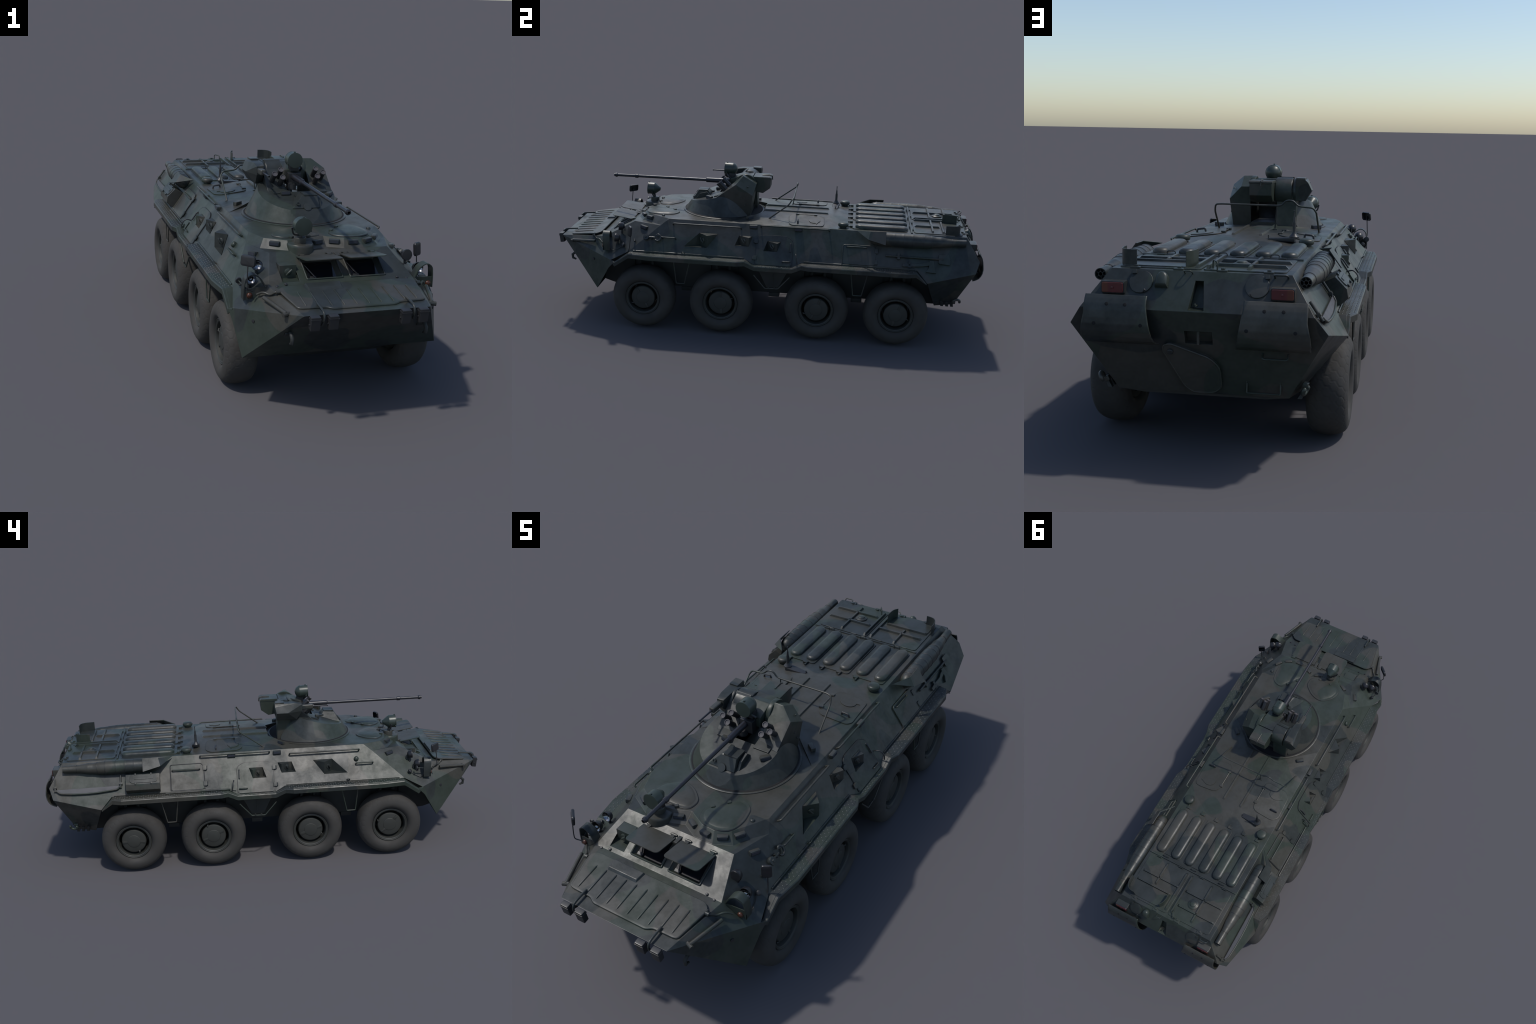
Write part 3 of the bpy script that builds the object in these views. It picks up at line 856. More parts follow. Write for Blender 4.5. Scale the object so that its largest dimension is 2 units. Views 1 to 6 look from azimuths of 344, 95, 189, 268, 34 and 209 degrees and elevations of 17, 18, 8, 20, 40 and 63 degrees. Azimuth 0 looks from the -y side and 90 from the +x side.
# rear deck lids with ribs
def rib(x0, y0, x1, y1, parent, w=.0055, h=.0095):
    a, b = V((x0, y0, .5085)), V((x1, y1, .5085))
    d = (b - a).normalized(); s = V((-d.y, d.x, 0)) * w; u = V((0, 0, h))
    pts = [a + s, a - s, b + s, b - s, a + s * .7 + d * h + u, a - s * .7 + d * h + u, b + s * .7 - d * h + u, b - s * .7 - d * h + u]
    part("deck_rib", bm_hull(pts, .0008), PAINT, parent)
lid = part("deck_lid", bm_plate([V((x, y, .5055)) for x, y in rrect(.005, .222, .682, .902, .012)], (0, 0, 1), .004, .0015), PAINT)
rib(.213, .767, .012, .767, lid); rib(.217, .815, .030, .815, lid); rib(.122, .686, .122, .806, lid, .005, .0095); rib(.017, .686, .017, .892, lid, .005, .010)
lid2 = part("deck_lid", bm_plate([V((x, y, .5055)) for x, y in rrect(-.218, -.001, .682, .902, .012)], (0, 0, 1), .004, .0015), PAINT)
rib(-.018, .767, -.217, .767, lid2); rib(-.020, .842, -.217, .842, lid2); rib(-.119, .688, -.119, .889, lid2, .005, .0095); rib(-.012, .686, -.012, .892, lid2, .005, .010)
part("filler_cap", bm_lathe([(.019, .508), (.0245, .513), (.015, .517), (.0145, .519), (.012, .5205), (0, .521)], Matrix.Translation((-.084, .806, 0)), 30), PAINT, lid2, 50)
for L, xs in ((lid, (.06, .175)), (lid2, (-.055, -.175))):
    for x in xs:
        bm = bm_box((.026, .016, .006), Matrix.Translation((x, .909, .508)), .0015)
        bm_box((.010, .010, .008), Matrix.Translation((x, .903, .511)), .0015, bm)
        bm_tube([(x - .01, .678, .511), (x + .012, .678, .511)], .0028, 8, bm)
        part("lid_hinge", bm, PAINT, L)
grab("lid_handle", (-.022, .875, .508), (-.040, .905, .508), (0, 0, 1), .022, .002, lid2)
# stowage cradle on the left lid: floor, lip and two curved cheeks
cr = part("cradle", bm_plate([V((x, y, .5095)) for x, y in rrect(.044, .214, .822, .892, .008)], (0, 0, 1), .003, .001), PAINT, lid)
for path in ([(.228, .822), (.228, .845), (.225, .866), (.212, .884), (.195, .889), (.178, .8895)], [(.030, .822), (.030, .850), (.033, .872), (.046, .889)]):
    pp = fillet([V((x, y, .509)) for x, y in path], .01)
    part("cradle_cheek", bm_strip(pp, (0, 0, .043), .0022), PAINT, cr)

# ------------------------------------------------------------------ periscopes
bm = bm_box((.036, .016, .015), Matrix(), .002)
peri_me = mesh_of(bm, "periscope", 30); peri_me.materials.append(PAINT)
bm = bm_box((.030, .002, .0095), Matrix.Translation((0, -.0082, .0005)), 0)
pg_me = mesh_of(bm, "periscope_window", 30); pg_me.materials.append(OPTIC)
def periscope(p, face, up=(0, 0, 1), parent=ROOT):
    f = V(face).normalized(); u = V(up); u = (u - f * u.dot(f)).normalized(); x = (-f).cross(u)
    M = Matrix(((x.x, -f.x, u.x, p[0]), (x.y, -f.y, u.y, p[1]), (x.z, -f.z, u.z, p[2]), (0, 0, 0, 1)))
    o = obj("periscope", peri_me, parent, None, M)
    obj("periscope_window", pg_me, o)
for i, d in ((1, .01), (2, 0), (3, 0), (4, 0), (5, 0), (7, 0)):
    a, b = V((*UP[i], .506)), V((*UP[i + 1], .506)); c, e = V((*LO[i], .4775)), V((*LO[i + 1], .4775))
    t = (b - a).normalized(); fn = t.cross(V((0, 0, 1))); fn = -fn if fn.dot(V((0, -1, 0))) < 0 else fn
    mid = (a + b + c + e) / 4
    periscope(mid + fn * .001 + V((0, 0, .003)), fn, (0, 0, 1))
for sg in (1, -1):
    p = cheek(sg, .250, -.566, .004)
    periscope(p, (sg * .75, -.35, .1), (sg * CN.x, CN.y, CN.z))
    for y in (-.054, .154):
        periscope(side(sg, y, .494, .005), (sg, 0, .0), (0, 0, 1))
    periscope(roof(sg * .180, -.081, .006), (sg * .62, .78, 0))

# ------------------------------------------------------------------ front hatches on the roof
def front_hatch(cs, hinge):
    pts = fillet([V((x, y, .506)) for x, y in cs], .03, True, 7)
    h = part("crew_hatch", bm_dome(pts, (0, 0, 1), [(1, 0), (1, .0025), (.985, .0038), (.90, .0040), (.86, .0046), (.80, .0062), (.6, .0080), (.3, .0088)]), PAINT, ROOT, 25)
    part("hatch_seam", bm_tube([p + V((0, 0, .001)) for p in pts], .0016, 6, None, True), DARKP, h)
    for x, y in hinge:
        part("hatch_hinge", bm_box((.014, .012, .008), Matrix.Translation((x, y, .510)) @ Matrix.Rotation(.7, 4, "Z"), .002), PAINT, h)
front_hatch([(.028, -.525), (.040, -.560), (.075, -.582), (.122, -.584), (.166, -.562), (.178, -.510), (.166, -.450), (.145, -.430), (.110, -.424)], ((.050, -.498), (.085, -.455)))
front_hatch([(-.004, -.499), (-.010, -.546), (-.047, -.556), (-.143, -.556), (-.176, -.530), (-.163, -.482), (-.112, -.437), (-.055, -.452)], ((-.055, -.556), (-.115, -.556)))
part("roof_bolt", bm_lathe([(.008, 0), (.0075, .004), (.005, .006), (0, .0065)], Matrix.Translation((.196, -.488, .506)), 16), PAINT, ROOT, 60)

# ------------------------------------------------------------------ windscreen, windows, visors
for a, b in WIN:
    ring = [wind(x, t, .0012) for x, t in rrect(a, b, .13, .74, .05 * .2)]
    fr = part("window_frame", bm_tube([p for p in ring], .003, 8, None, True), PAINT)
    # reveal walls and glass
    bm = bmesh.new()
    o = [wind(x, t, .001) for x, t in rrect(a, b, .13, .74, .010)]
    i_ = [wind(x, t, -.013) for x, t in rrect(a + .013, b - .015, .20, .72, .008)]
    A = [bm.verts.new(p) for p in o]; B = [bm.verts.new(p) for p in i_]
    for q in range(len(A)):
        r = (q + 1) % len(A)
        bm.faces.new((A[q], A[r], B[r], B[q]))
    part("window_reveal", bm, PAINT, fr, 30, False)
    part("window_pane", bm_plate(i_, (0, .471, -.882), .003), GLASS, fr)
    # wiper
    x = a + .036
    tube("wiper", [wind(x, .17, -.006), wind(x - .030, .68, -.006)], .0022, PLASTIC, fr, 0, 6)
    part("wiper_motor", bm_box((.022, .012, .008), frame(wind(x - .01, .22, -.009), (0, -.471, .882)), .002), DARKP, fr)
# visor plates lifted above the windows
for x0, x1 in ((-.127, .005), (.026, .160)):
    c = [(x0, -.646, .4665), (x1, -.646, .4665), (x1, -.744, .4815), (x0, -.744, .4815)]
    pts = [V(p) for p in c]
    up = (pts[1] - pts[0]).cross(pts[2] - pts[1]); up = up if up.z > 0 else -up
    v = part("visor_plate", bm_plate([pts[0], pts[1]] + fillet([pts[1], pts[2], pts[3], pts[0]], .016)[1:-1], up, .0035, .001), PAINT)
    for x in (x0 + .022, x1 - .014):
        bm = bm_box((.014, .020, .008), Matrix.Translation((x, -.643, .469)), .0015)
        bm_tube([(x - .012, -.638, .471), (x + .012, -.638, .471)], .0035, 8, bm)
        part("visor_hinge", bm, PAINT, v)
part("visor_bracket", bm_box((.014, .034, .012), Matrix.Translation((.016, -.650, .466)), .002), PAINT)
for x, t in ((-.193, .03), (.194, .03), (-.225, -.02), (.225, -.02)):
    part("glacis_bolt", bm_lathe([(.005, 0), (.0045, .004), (0, .0055)], frame(wind(x, t), (0, -.471, .882)), 12), DARKP, ROOT, 60)
# bow gun port beside the windows: recessed floor, upright plate, hood
bm = bmesh.new()
x0, x1 = -.200, -.143
zf, zt, ym, yf, yb = .4132, .4560, -.700, -.7406, -.6602
for q in (((x0, yf, zf), (x1, yf, zf), (x1, ym, zf), (x0, ym, zf)), ((x0, ym, zf), (x1, ym, zf), (x1, ym, zt), (x0, ym, zt)),
          ((x0, ym, zt), (x1, ym, zt), (x1, yb, zt), (x0, yb, zt)),
          ((x0, yf, zf), (x0, ym, zf), (x0, ym, .4348)), ((x1, yf, zf), (x1, ym, zf), (x1, ym, .4348)),
          ((x0, ym, .4348), (x0, ym, zt), (x0, yb, zt)), ((x1, ym, .4348), (x1, ym, zt), (x1, yb, zt))):
    bm.faces.new([bm.verts.new(p) for p in q])
bmesh.ops.remove_doubles(bm, verts=bm.verts, dist=1e-5)
bp = part("bow_port", bm, PAINT, ROOT, 10)
M = frame(((x0 + x1) / 2, ym, .434), (0, -1, 0), (0, 0, 1))
bm = bm_lathe([(.012, 0), (.012, .002), (.009, .004), (0, .005)], M, 20)
bm_tube([M @ V((-.010, .006, .005)), M @ V((0, 0, .010)), M @ V((.008, -.012, .006))], .0035, 8, bm)
part("port_cover", bm, PAINT, bp, 40)

# ------------------------------------------------------------------ trim vane on the nose deck
vz = lambda y: .3925 + (y + .925) * .140
vo = [(-.234, -.801), (-.214, -.782), (.214, -.782), (.234, -.801), (.230, -.815), (.208, -.924), (.196, -.928), (.122, -.930), (.104, -.943), (-.102, -.943), (-.120, -.930), (-.196, -.928), (-.208, -.924), (-.230, -.815)]
pts = fillet([V((x, y, vz(y))) for x, y in vo], .016, True, 5)
vane = part("trim_vane", bm_plate(pts, (0, -.14, 1), .006, .0025, base=-.003), PAINT)
part("vane_rim", bm_tube([p - V((0, 0, .001)) for p in fillet([V((x, y, vz(y))) for x, y in [vo[3]] + vo[4:] + [vo[0]]], .016)], .0042, 8), PAINT, vane, 60)
for i in range(10):
    x = -.181 + i * .0409
    y0 = -.922 if i not in range(2, 8) else -.932
    part("vane_rib", bm_tube([V((x - .002, y0, vz(y0) + .002)), V((x - .002, y0 + .006, vz(y0 + .006) + .003)), V((x, -.834, vz(-.834) + .003)), V((x, -.828, vz(-.828) + .002))], [.0016, .0033, .0033, .0016], 8), PAINT, vane, 60)
part("vane_boss", bm_hull([(-.146, -.783, vz(-.783)), (-.018, -.783, vz(-.783)), (-.142, -.828, vz(-.828)), (-.024, -.828, vz(-.828)), (-.141, -.786, vz(-.786) + .010), (-.023, -.786, vz(-.786) + .010), (-.139, -.818, vz(-.818) + .010), (-.028, -.818, vz(-.818) + .010)], .002), PAINT, vane)
for sg in (1, -1):
    # nose hooks, lifting bars and links
    tube("vane_hook", [(sg * .147, -.920, .402), (sg * .147, -.965, .398), (sg * .147, -.984, .393), (sg * .147, -.990, .372), (sg * .150, -.976, .350)], .0040, None, vane, .010)
    tube("vane_strut", [(sg * .2435, -.916, .3735), (sg * .280, -.796, .3865)], .0065, None, vane, 0)
    part("strut_end", bm_tube([(sg * .233, -.912, .372), (sg * .255, -.920, .370)], .0075, 10), PAINT, vane)
    tube("vane_link", [(sg * .232, -.812, .406), (sg * .246, -.812, .408), (sg * .258, -.795, .392), (sg * .276, -.775, .398), (sg * .292, -.757, .384)], .0038, None, vane, .014)
    part("link_eye", bm_lathe([(0, -.006), (.007, -.006), (.007, .006), (0, .006)], frame((sg * .240, -.813, .407), (1, 0, 0)), 12), PAINT, vane)
    # cover boxes hung over the nose edge
    for x in (.118, .1765):
        M = Matrix.Translation((sg * x, -.9865, .364)) @ Matrix.Rotation(.12, 4, "X")
        bm = bm_box((.031, .021, .046), M, .004)
        bm_box((.033, .023, .004), M @ Matrix.Translation((0, 0, .014)), .001, bm)
        bm_lathe([(.003, 0), (.003, .003), (0, .004)], M @ frame((-.0155, 0, -.004), (-1, 0, 0)), 8, bm)
        part("nose_box", bm, DARKP)
    # towing hook on the lower plate
    bm = bm_box((.030, .020, .012), frame((sg * .224, -.889, .297), (0, -.7, -.71)), .003)
    bm_tube([(sg * .224, -.892, .304), (sg * .224, -.910, .306), (sg * .224, -.925, .294), (sg * .224, -.923, .277), (sg * .224, -.908, .271)], [.006, .0065, .0065, .006, .004], 10, bm)
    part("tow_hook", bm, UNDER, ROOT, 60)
    part("flank_bolt", bm_lathe([(.006, 0), (.006, .004), (0, .005)], frame((sg * .310, -.795, .310), (sg * .88, -.47, 0)), 10), DARKP)

# ------------------------------------------------------------------ lamps and mirrors
def headlamp(c, r, dark, sg):
    c = V(c)
    M = frame(c, (sg * .05, -1, 0.1))
    back = [(0, -.9), (.35, -.86), (.7, -.66), (.92, -.35), (1, 0), (1.03, .05), (1.06, .25), (1.06, .38), (.98, .40)]
    h = part("headlamp", bm_lathe([(a * r, b * r) for a, b in back], M, 36, None, False), PLASTIC, ROOT, 45)
    if dark:
        part("blackout_cover", bm_lathe([(.99 * r, .36 * r), (.95 * r, .44 * r), (0, .46 * r)], M, 36, None, False), PLASTIC, h, 45)
    else:
        part("reflector", bm_lathe([(.97 * r, .36 * r), (.8 * r, .12 * r), (.5 * r, -.15 * r), (0, -.28 * r)], M, 36, None, False), CHROME, h, 60)
        part("lamp_bulb", bm_lathe([(.16 * r, -.28 * r), (.16 * r, .05 * r), (0, .14 * r)], M, 14, None, False), DARKP, h, 60)
    bm = bm_tube([c + V((0, .006, -r * .6)), c + V((0, .004, -r - .016))], .005, 8)
    bm_tube([c + V((0, r * .8, 0)), c + V((0, r * .95, -.006)), c + V((0, r, -.022))], .0025, 6, bm)
    part("lamp_bracket", bm, DARKP, h)
headlamp((-.267, -.664, .453), .0175, False, -1)
headlamp((-.296, -.690, .416), .0185, False, -1)
headlamp((.258, -.676, .461), .0185, True, 1)
headlamp((.298, -.687, .416), .0185, False, 1)
for sg in (1, -1):
    # bent-band lamp guard with an eye opening and an amber marker
    path = fillet([V((sg * .258, -.752, .405)), V((sg * .276, -.748, .436)), V((sg * .303, -.748, .4515)), V((sg * .326, -.746, .437)), V((sg * .331, -.744, .400)), V((sg * .331, -.744, .362))], .018, False, 6)
    g = part("lamp_guard", bm_strip(path, (0, .032, 0), .0035 * (-sg)), PAINT, ROOT, 30)
    part("guard_foot", bm_plate([V((sg * x, y, z)) for x, y, z in ((.258, -.750, .405), (.331, -.742, .400), (.331, -.742, .362), (.300, -.745, .366))], (0, 1, 0), .003), PAINT, g)
    part("marker_lamp", bm_lathe([(.0095, 0), (.0095, .005), (.007, .008), (0, .009)], frame((sg * .312, -.743, .378), (0, -1, 0)), 20), AMBER, g, 60)
    bm = bm_lathe([(0, -.004), (.006, -.004), (.009, .002), (.009, .008), (.004, .011), (0, .011)], frame(cheek(sg, .311, -.647, .008), (sg * .5, -.6, .6)), 18)
    part("horn", bm, DARKP, ROOT, 50)
    tube("lamp_cable", [cheek(sg, .311, -.655, .006), cheek(sg, .318, -.675, .004), cheek(sg, .322, -.700, .004), V((sg * .328, -.712, .377))], .0016, DARKP, ROOT, .01, 6)
# right mirror and feeler rod
u = V((1, -1.0, 0)).normalized(); nrm = V((-1.0, -1, .2)).normalized(); w = nrm.cross(u)
def mirror(c, u, nrm, a, b):
    w = V(nrm).cross(V(u)).normalized()
    M = frame(c, nrm, u)
    return part("mirror", bm_dome([M @ V((x, y, -.004)) for x, y in rrect(-a, a, -b, b, min(a, b) * .45)], nrm, [(.9, -.001), (1, .002), (1, .006), (.93, .009), (.6, .011)]), PLASTIC, ROOT, 40)
mr = mirror((-.323, -.761, .499), u, nrm, .026, .018)
tube("mirror_stem", [(-.305, -.757, .396), (-.328, -.771, .408), (-.328, -.771, .430), (-.325, -.765, .499)], .0020, DARKP, mr, .008, 8)
tube("feeler_rod", [(-.318, -.744, .396), (-.331, -.680, .408)], .0024, None, ROOT, 0, 8)
part("feeler_disc", bm_lathe([(0, -.004), (.010, -.003), (.011, .002), (0, .005)], frame((-.331, -.678, .408), (0, 1, .1)), 18), DARKP)
ml = mirror((.328, -.616, .460), V((.8, .5, 0)).normalized(), V((.5, -.85, .1)).normalized(), .017, .024)
tube("mirror_stem", [(.330, -.730, .338), (.331, -.66, .346), (.334, -.632, .356), (.332, -.619, .375), (.329, -.612, .450)], .0020, DARKP, ml, .012, 8)

# searchlight on a drum pedestal, right front
ped = part("searchlight_pedestal", bm_lathe([(.049, .455), (.046, .490), (.045, .497), (.042, .500), (.021, .501), (.021, .517), (.019, .520), (0, .520)], Matrix.Translation((-.097, -.594, 0)), 40), PAINT, ROOT, 40)
def searchlight(c, r, bell, parent, nm="searchlight"):
    M = frame(c, (0, -1, .03))
    prof = [(0, -1.35), (.25, -1.32), (.40, -1.15), (.62, -.85), (.93, -.45), (.98, -.38), (1, -.30), (1, .62), (1.03, .64), (1.03, .74), (.97, .76), (0, .80)] if bell else \
           [(0, -1.18), (.4, -1.10), (.75, -.88), (.95, -.55), (.97, -.42), (1.02, -.41), (1.02, -.33), (1, -.32), (1, .88), (1.02, .9), (1.02, .96), (.97, .98), (0, 1.0)]
    s = part(nm, bm_lathe([(a * r, b * r) for a, b in prof], M, 44), LAMPG, parent, 40)
    bm = None
    for a in (PI / 2, PI / 2 + 2.1, PI / 2 - 2.1):
        p = M @ V((r * 1.03 * math.cos(a), r * 1.03 * math.sin(a), r * .62))
        bm = bm_box((.006, .007, .006), Matrix.Translation(p), .001, bm)
    part("searchlight_clip", bm, LAMPG, s)
    return s
sl = searchlight((-.097, -.606, .562), .0295, True, ped)
bm = bm_tube(fillet([(-.130, -.604, .556), (-.124, -.600, .530), (-.097, -.598, .526), (-.070, -.600, .530), (-.064, -.604, .556)], .012), .003, 8)
bm_lathe([(.008, .515), (.006, .532)], Matrix.Translation((-.097, -.598, 0)), 14, bm)
part("searchlight_yoke", bm, DARKP, ped)

# ------------------------------------------------------------------ rear
for sg in (1, -1):
    # tail lamp box with upright face
    x0, x1 = .188, .250
    bx = part("tail_lamp", bm_hull([(sg * x, y, z) for x in (x0, x1) for y, z in ((.934, .479), (.962, .479), (.962, .4475), (.950, .4475))], .003), PAINT)
    pts = [V((sg * x, .9605, z)) for x, z in rrect(x0 + .0005, x1 - .0005, .4478, .4788, .006)]
    part("lamp_gasket", bm_plate(pts, (0, 1, 0), .004, .001), PLASTIC, bx)
    part("tail_lens", bm_plate([V((sg * x, .963, z)) for x, z in rrect(x0 + .003, x1 - .003, .4503, .4763, .004)], (0, 1, 0), .004, .0015), REDL, bx)
    part("lens_button", bm_lathe([(.0035, 0), (.0035, .002), (0, .003)], frame((sg * .219, .967, .463), (0, 1, 0)), 14), REDL, bx)
    # round access cover with a latch
    cv = part("access_cover", bm_lathe([(0, 0), (.031, 0), (.031, .004), (.0295, .005), (0, .0055)], frame(rear_up(sg * .151, .4755), RU_N), 40), PAINT)
    part("cover_latch", bm_box((.012, .012, .008), frame(rear_up(sg * (.151 + (.024 if sg < 0 else .020)), .497, .005), RU_N, (1, .3, 0)), .0015), PAINT, cv)
    part("cover_pin", bm_tube([rear_up(sg * .141, .452, .003), rear_up(sg * .136, .456, .009)], .002, 6), DARKP, cv)
    # curved stand-off splash plate with four black discs standing in for bolt holes
    prof = [(.973, .4445), (.980, .436), (.9865, .425), (.991, .410), (.9940, .392), (.9955, .375), (.9930, .358), (.987, .344), (.979, .333), (.966, .325), (.955, .321)]
    def xo(z): return .286 + .012 * max(0, min(1, (.40 - z) / .06)) - .006 * max(0, (.36 - z) / .04)
    def xi(z): return .124 - .014 * max(0, min(1, (.425 - z) / .08)) - .018 * max(0, min(1, (.345 - z) / .045))
    grid, cols = [], 46
    rows = []
    for (ya, za), (yb, zb) in zip(prof, prof[1:]):
        for q in range(5):
            rows.append((ya + (yb - ya) * q / 5, za + (zb - za) * q / 5))
    rows.append(prof[-1])
    bm = bmesh.new()
    vs = [[bm.verts.new((sg * (xo(z) + (xi(z) - xo(z)) * c / cols), y, z)) for c in range(cols + 1)] for y, z in rows]
    hl = ((.226, .424), (.178, .4235), (.257, .376), (.135, .3755))
    for i in range(len(rows) - 1):
        for c in range(cols):
            q = (vs[i][c], vs[i][c + 1], vs[i + 1][c + 1], vs[i + 1][c])
            bm.faces.new(q)
    bp = part("splash_plate", bm, PAINT, ROOT, 40)
    md = bp.modifiers.new("sheet", "SOLIDIFY"); md.thickness = .004; md.offset = 1 if sg < 0 else 1
    for hx, hz in hl:
        y = next(ya + (yb - ya) * (za - hz) / (za - zb) for (ya, za), (yb, zb) in zip(prof, prof[1:]) if za >= hz >= zb)
        part("hole_disc", bm_lathe([(.0048, 0), (.0048, .0052), (.0042, .0056), (0, .0056)], frame((sg * hx, y - .001, hz), (0, 1, .35 if hz > .4 else .05)), 16), BLACK, bp)  # solid black disc added where a drilled hole would look dark
    bm = None
    for bxx in (.15, .25):
        for z, y0, y1 in ((.425, .965, .989), (.345, .953, .983)):
            bm = bm_box((.012, y1 - y0, .006), Matrix.Translation((sg * bxx, (y0 + y1) / 2, z)), 0, bm)
    part("plate_spacer", bm, UNDER, bp)
    # tow eye
    M = frame((sg * .262, .894, .210), (sg * .75, .15, -.3), (0, 1, 0))
    bm = bm_tube([M @ V((.016 * math.cos(a), .013 * math.sin(a), .012)) for a in [-.6 + i * 4.4 / 14 for i in range(15)]], [.003] + [.006] * 13 + [.003], 10)
    bm_box((.02, .014, .014), M @ Matrix.Translation((-.012, -.008, .004)), .003, bm)
    part("tow_eye", bm, PAINT, ROOT, 60)
    bm = None
    for yy in (.835, .858, .880):                 # cooling slots low on the quarter panel
        bm = bm_hull([(sg * x, y, z) for x, y, z in ((.250, yy - .007, .176), (.250, yy + .006, .176), (.268, yy - .012, .205), (.268, yy + .001, .205), (.262, yy - .007, .176), (.262, yy + .006, .176), (.276, yy - .012, .205), (.276, yy + .001, .205))], .001, bm)
    part("quarter_fin", bm, UNDER)
# cowl, recess linings, handles, propeller cover
o = [rear_up(.096 + .0165 * math.cos(a), .483 + .0155 * math.sin(a)) for a in [i * PI / 16 for i in range(17)]] + [rear_up(.0795, .464), rear_up(.1125, .464)]
bm = bm_dome(o, RU_N, [(1, 0), (.98, .008), (.90, .013), (.75, .0165), (.45, .019)])
part("air_cowl", bm, PAINT, ROOT, 60)
def lining(poly, to3d, vec, mat, name):
    bm = bmesh.new()
    A = [bm.verts.new(to3d(*p)) for p in poly]; B = [bm.verts.new(to3d(*p) + V(vec)) for p in poly]
    for i in range(len(A)):
        j = (i + 1) % len(A)
        bm.faces.new((A[i], A[j], B[j], B[i]))
    bm.faces.new(B)
    return part(name, bm, mat, ROOT, 10)
sl_ = lining(SLOT, rear_up, (0, -.035, .0), PAINT, "hook_slot")
part("slot_hook", bm_tube([(0, .955, .425), (.002, .962, .424), (.006, .962, .430)], .003, 8), PAINT, sl_)
br = lining(BOXR, rear_low, (0, -.020, .004), PAINT, "drain_recess")
part("recess_bar", bm_box((.007, .006, .036), Matrix.Translation((-.002, .950, .340)), .001), PAINT, br)
grab("rear_handle", rear_up(-.193, .4985), rear_up(-.227, .4985), RU_N, .016, .0026)
grab("rear_loop", rear_up(.040, .500), rear_up(.020, .500), RU_N, .016, .0018)
grab("rear_handle", rear_low(-.167, .305), rear_low(-.232, .305), (0, .8, -.6), .018, .003, fil=.012)
bm = bm_tube(fillet([rear_low(-.121, .216), rear_low(-.121, .196, .014), rear_low(-.209, .196, .014), rear_low(-.209, .216)], .002), .0022, 8)
for x in (-.121, -.209):
    bm_plate([rear_low(x, .222), rear_low(x, .188), rear_low(x, .196, .014)], (1, 0, 0), .002, 0, bm)
part("tow_bar_rest", bm, PAINT)
oc = [(.092, .305), (.090, .320), (.072, .326), (-.030, .289), (-.054, .262), (-.054, .205), (-.036, .189), (.022, .186), (.045, .205)]
pts = fillet([rear_low(x, z) for x, z in oc], .016, True)
pc = part("propeller_cover", bm_plate(pts, RL_N, .012, .002), PAINT)
part("cover_rim", bm_tube([p + RL_N * .010 for p in pts], .003, 8, None, True), PAINT, pc, 60)
part("cover_pivot", bm_lathe([(.008, 0), (.008, .008), (.006, .010), (0, .010)], frame(rear_low(.072, .305, .008), RL_N), 18), UNDER, pc)

# ------------------------------------------------------------------ turret
TC = V((0, -.228, 0))
def build_turret():
    b = bmesh.new()
    n = 128
    zs = [.508 + .170 * i / 24 for i in range(25)]
    rings = [[b.verts.new((TC.x + (.1850 - .475 * (z - .510)) * math.cos(2 * PI * i / n), TC.y + (.1850 - .475 * (z - .510)) * math.sin(2 * PI * i / n), z)) for i in range(n)] for z in zs]
    for A, B in zip(rings, rings[1:]):
        for i in range(n):
            j = (i + 1) % n
            b.faces.new((A[i], A[j], B[j], B[i]))
    b.faces.new(rings[0]); b.faces.new(rings[-1])
    def cut(co, no):
        r = bmesh.ops.bisect_plane(b, geom=b.verts[:] + b.edges[:] + b.faces[:], plane_co=co, plane_no=no, clear_outer=True)
        es = [e for e in r["geom_cut"] if isinstance(e, bmesh.types.BMEdge)]
        bmesh.ops.contextual_create(b, geom=es)
    cut((0, -.24, .597), (0, -.28, 1))            # sloping roof of the turret
    cut((0, -.412, .512), (-.02, -1, .71))        # flat front plate
    cut((0, -.085, .5), (0, 1, .0))               # flat rear
    o = part("turret", b, PAINT, ROOT, 22)
    c = part("cutter", bm_box((.097, .30, .2), Matrix.Translation((.0135, -.097, .630))), PAINT, None, 0)
    md = o.modifiers.new("trough", "BOOLEAN"); md.operation = "DIFFERENCE"; md.object = c; md.solver = "EXACT"
    o.modifiers.move(len(o.modifiers) - 1, 0)
    dg = bpy.context.evaluated_depsgraph_get()
    me = bpy.data.meshes.new_from_object(o.evaluated_get(dg))
    o.modifiers.clear()
    old = o.data; o.data = me; bpy.data.meshes.remove(old); bpy.data.objects.remove(c)
    me.name = "turret"
    me.shade_smooth(); me.set_sharp_from_angle(angle=math.radians(22))
    return o
tur = build_turret()
part("turret_ring", bm_lathe([(.183, .504), (.197, .504), (.197, .5085), (.194, .5105), (.187, .5105), (.182, .508)], Matrix.Translation(TC), 120), PAINT, tur, 40)
part("black_ring_band", bm_lathe([(.1845, .5100), (.1895, .5112), (.1870, .5125)], Matrix.Translation(TC), 120), BLACK, tur, 40)  # solid black band added to imitate a dark gap at the turret foot
top = lambda x, y, h=0: V((x, y, .597 + .28 * (y + .24) + h))

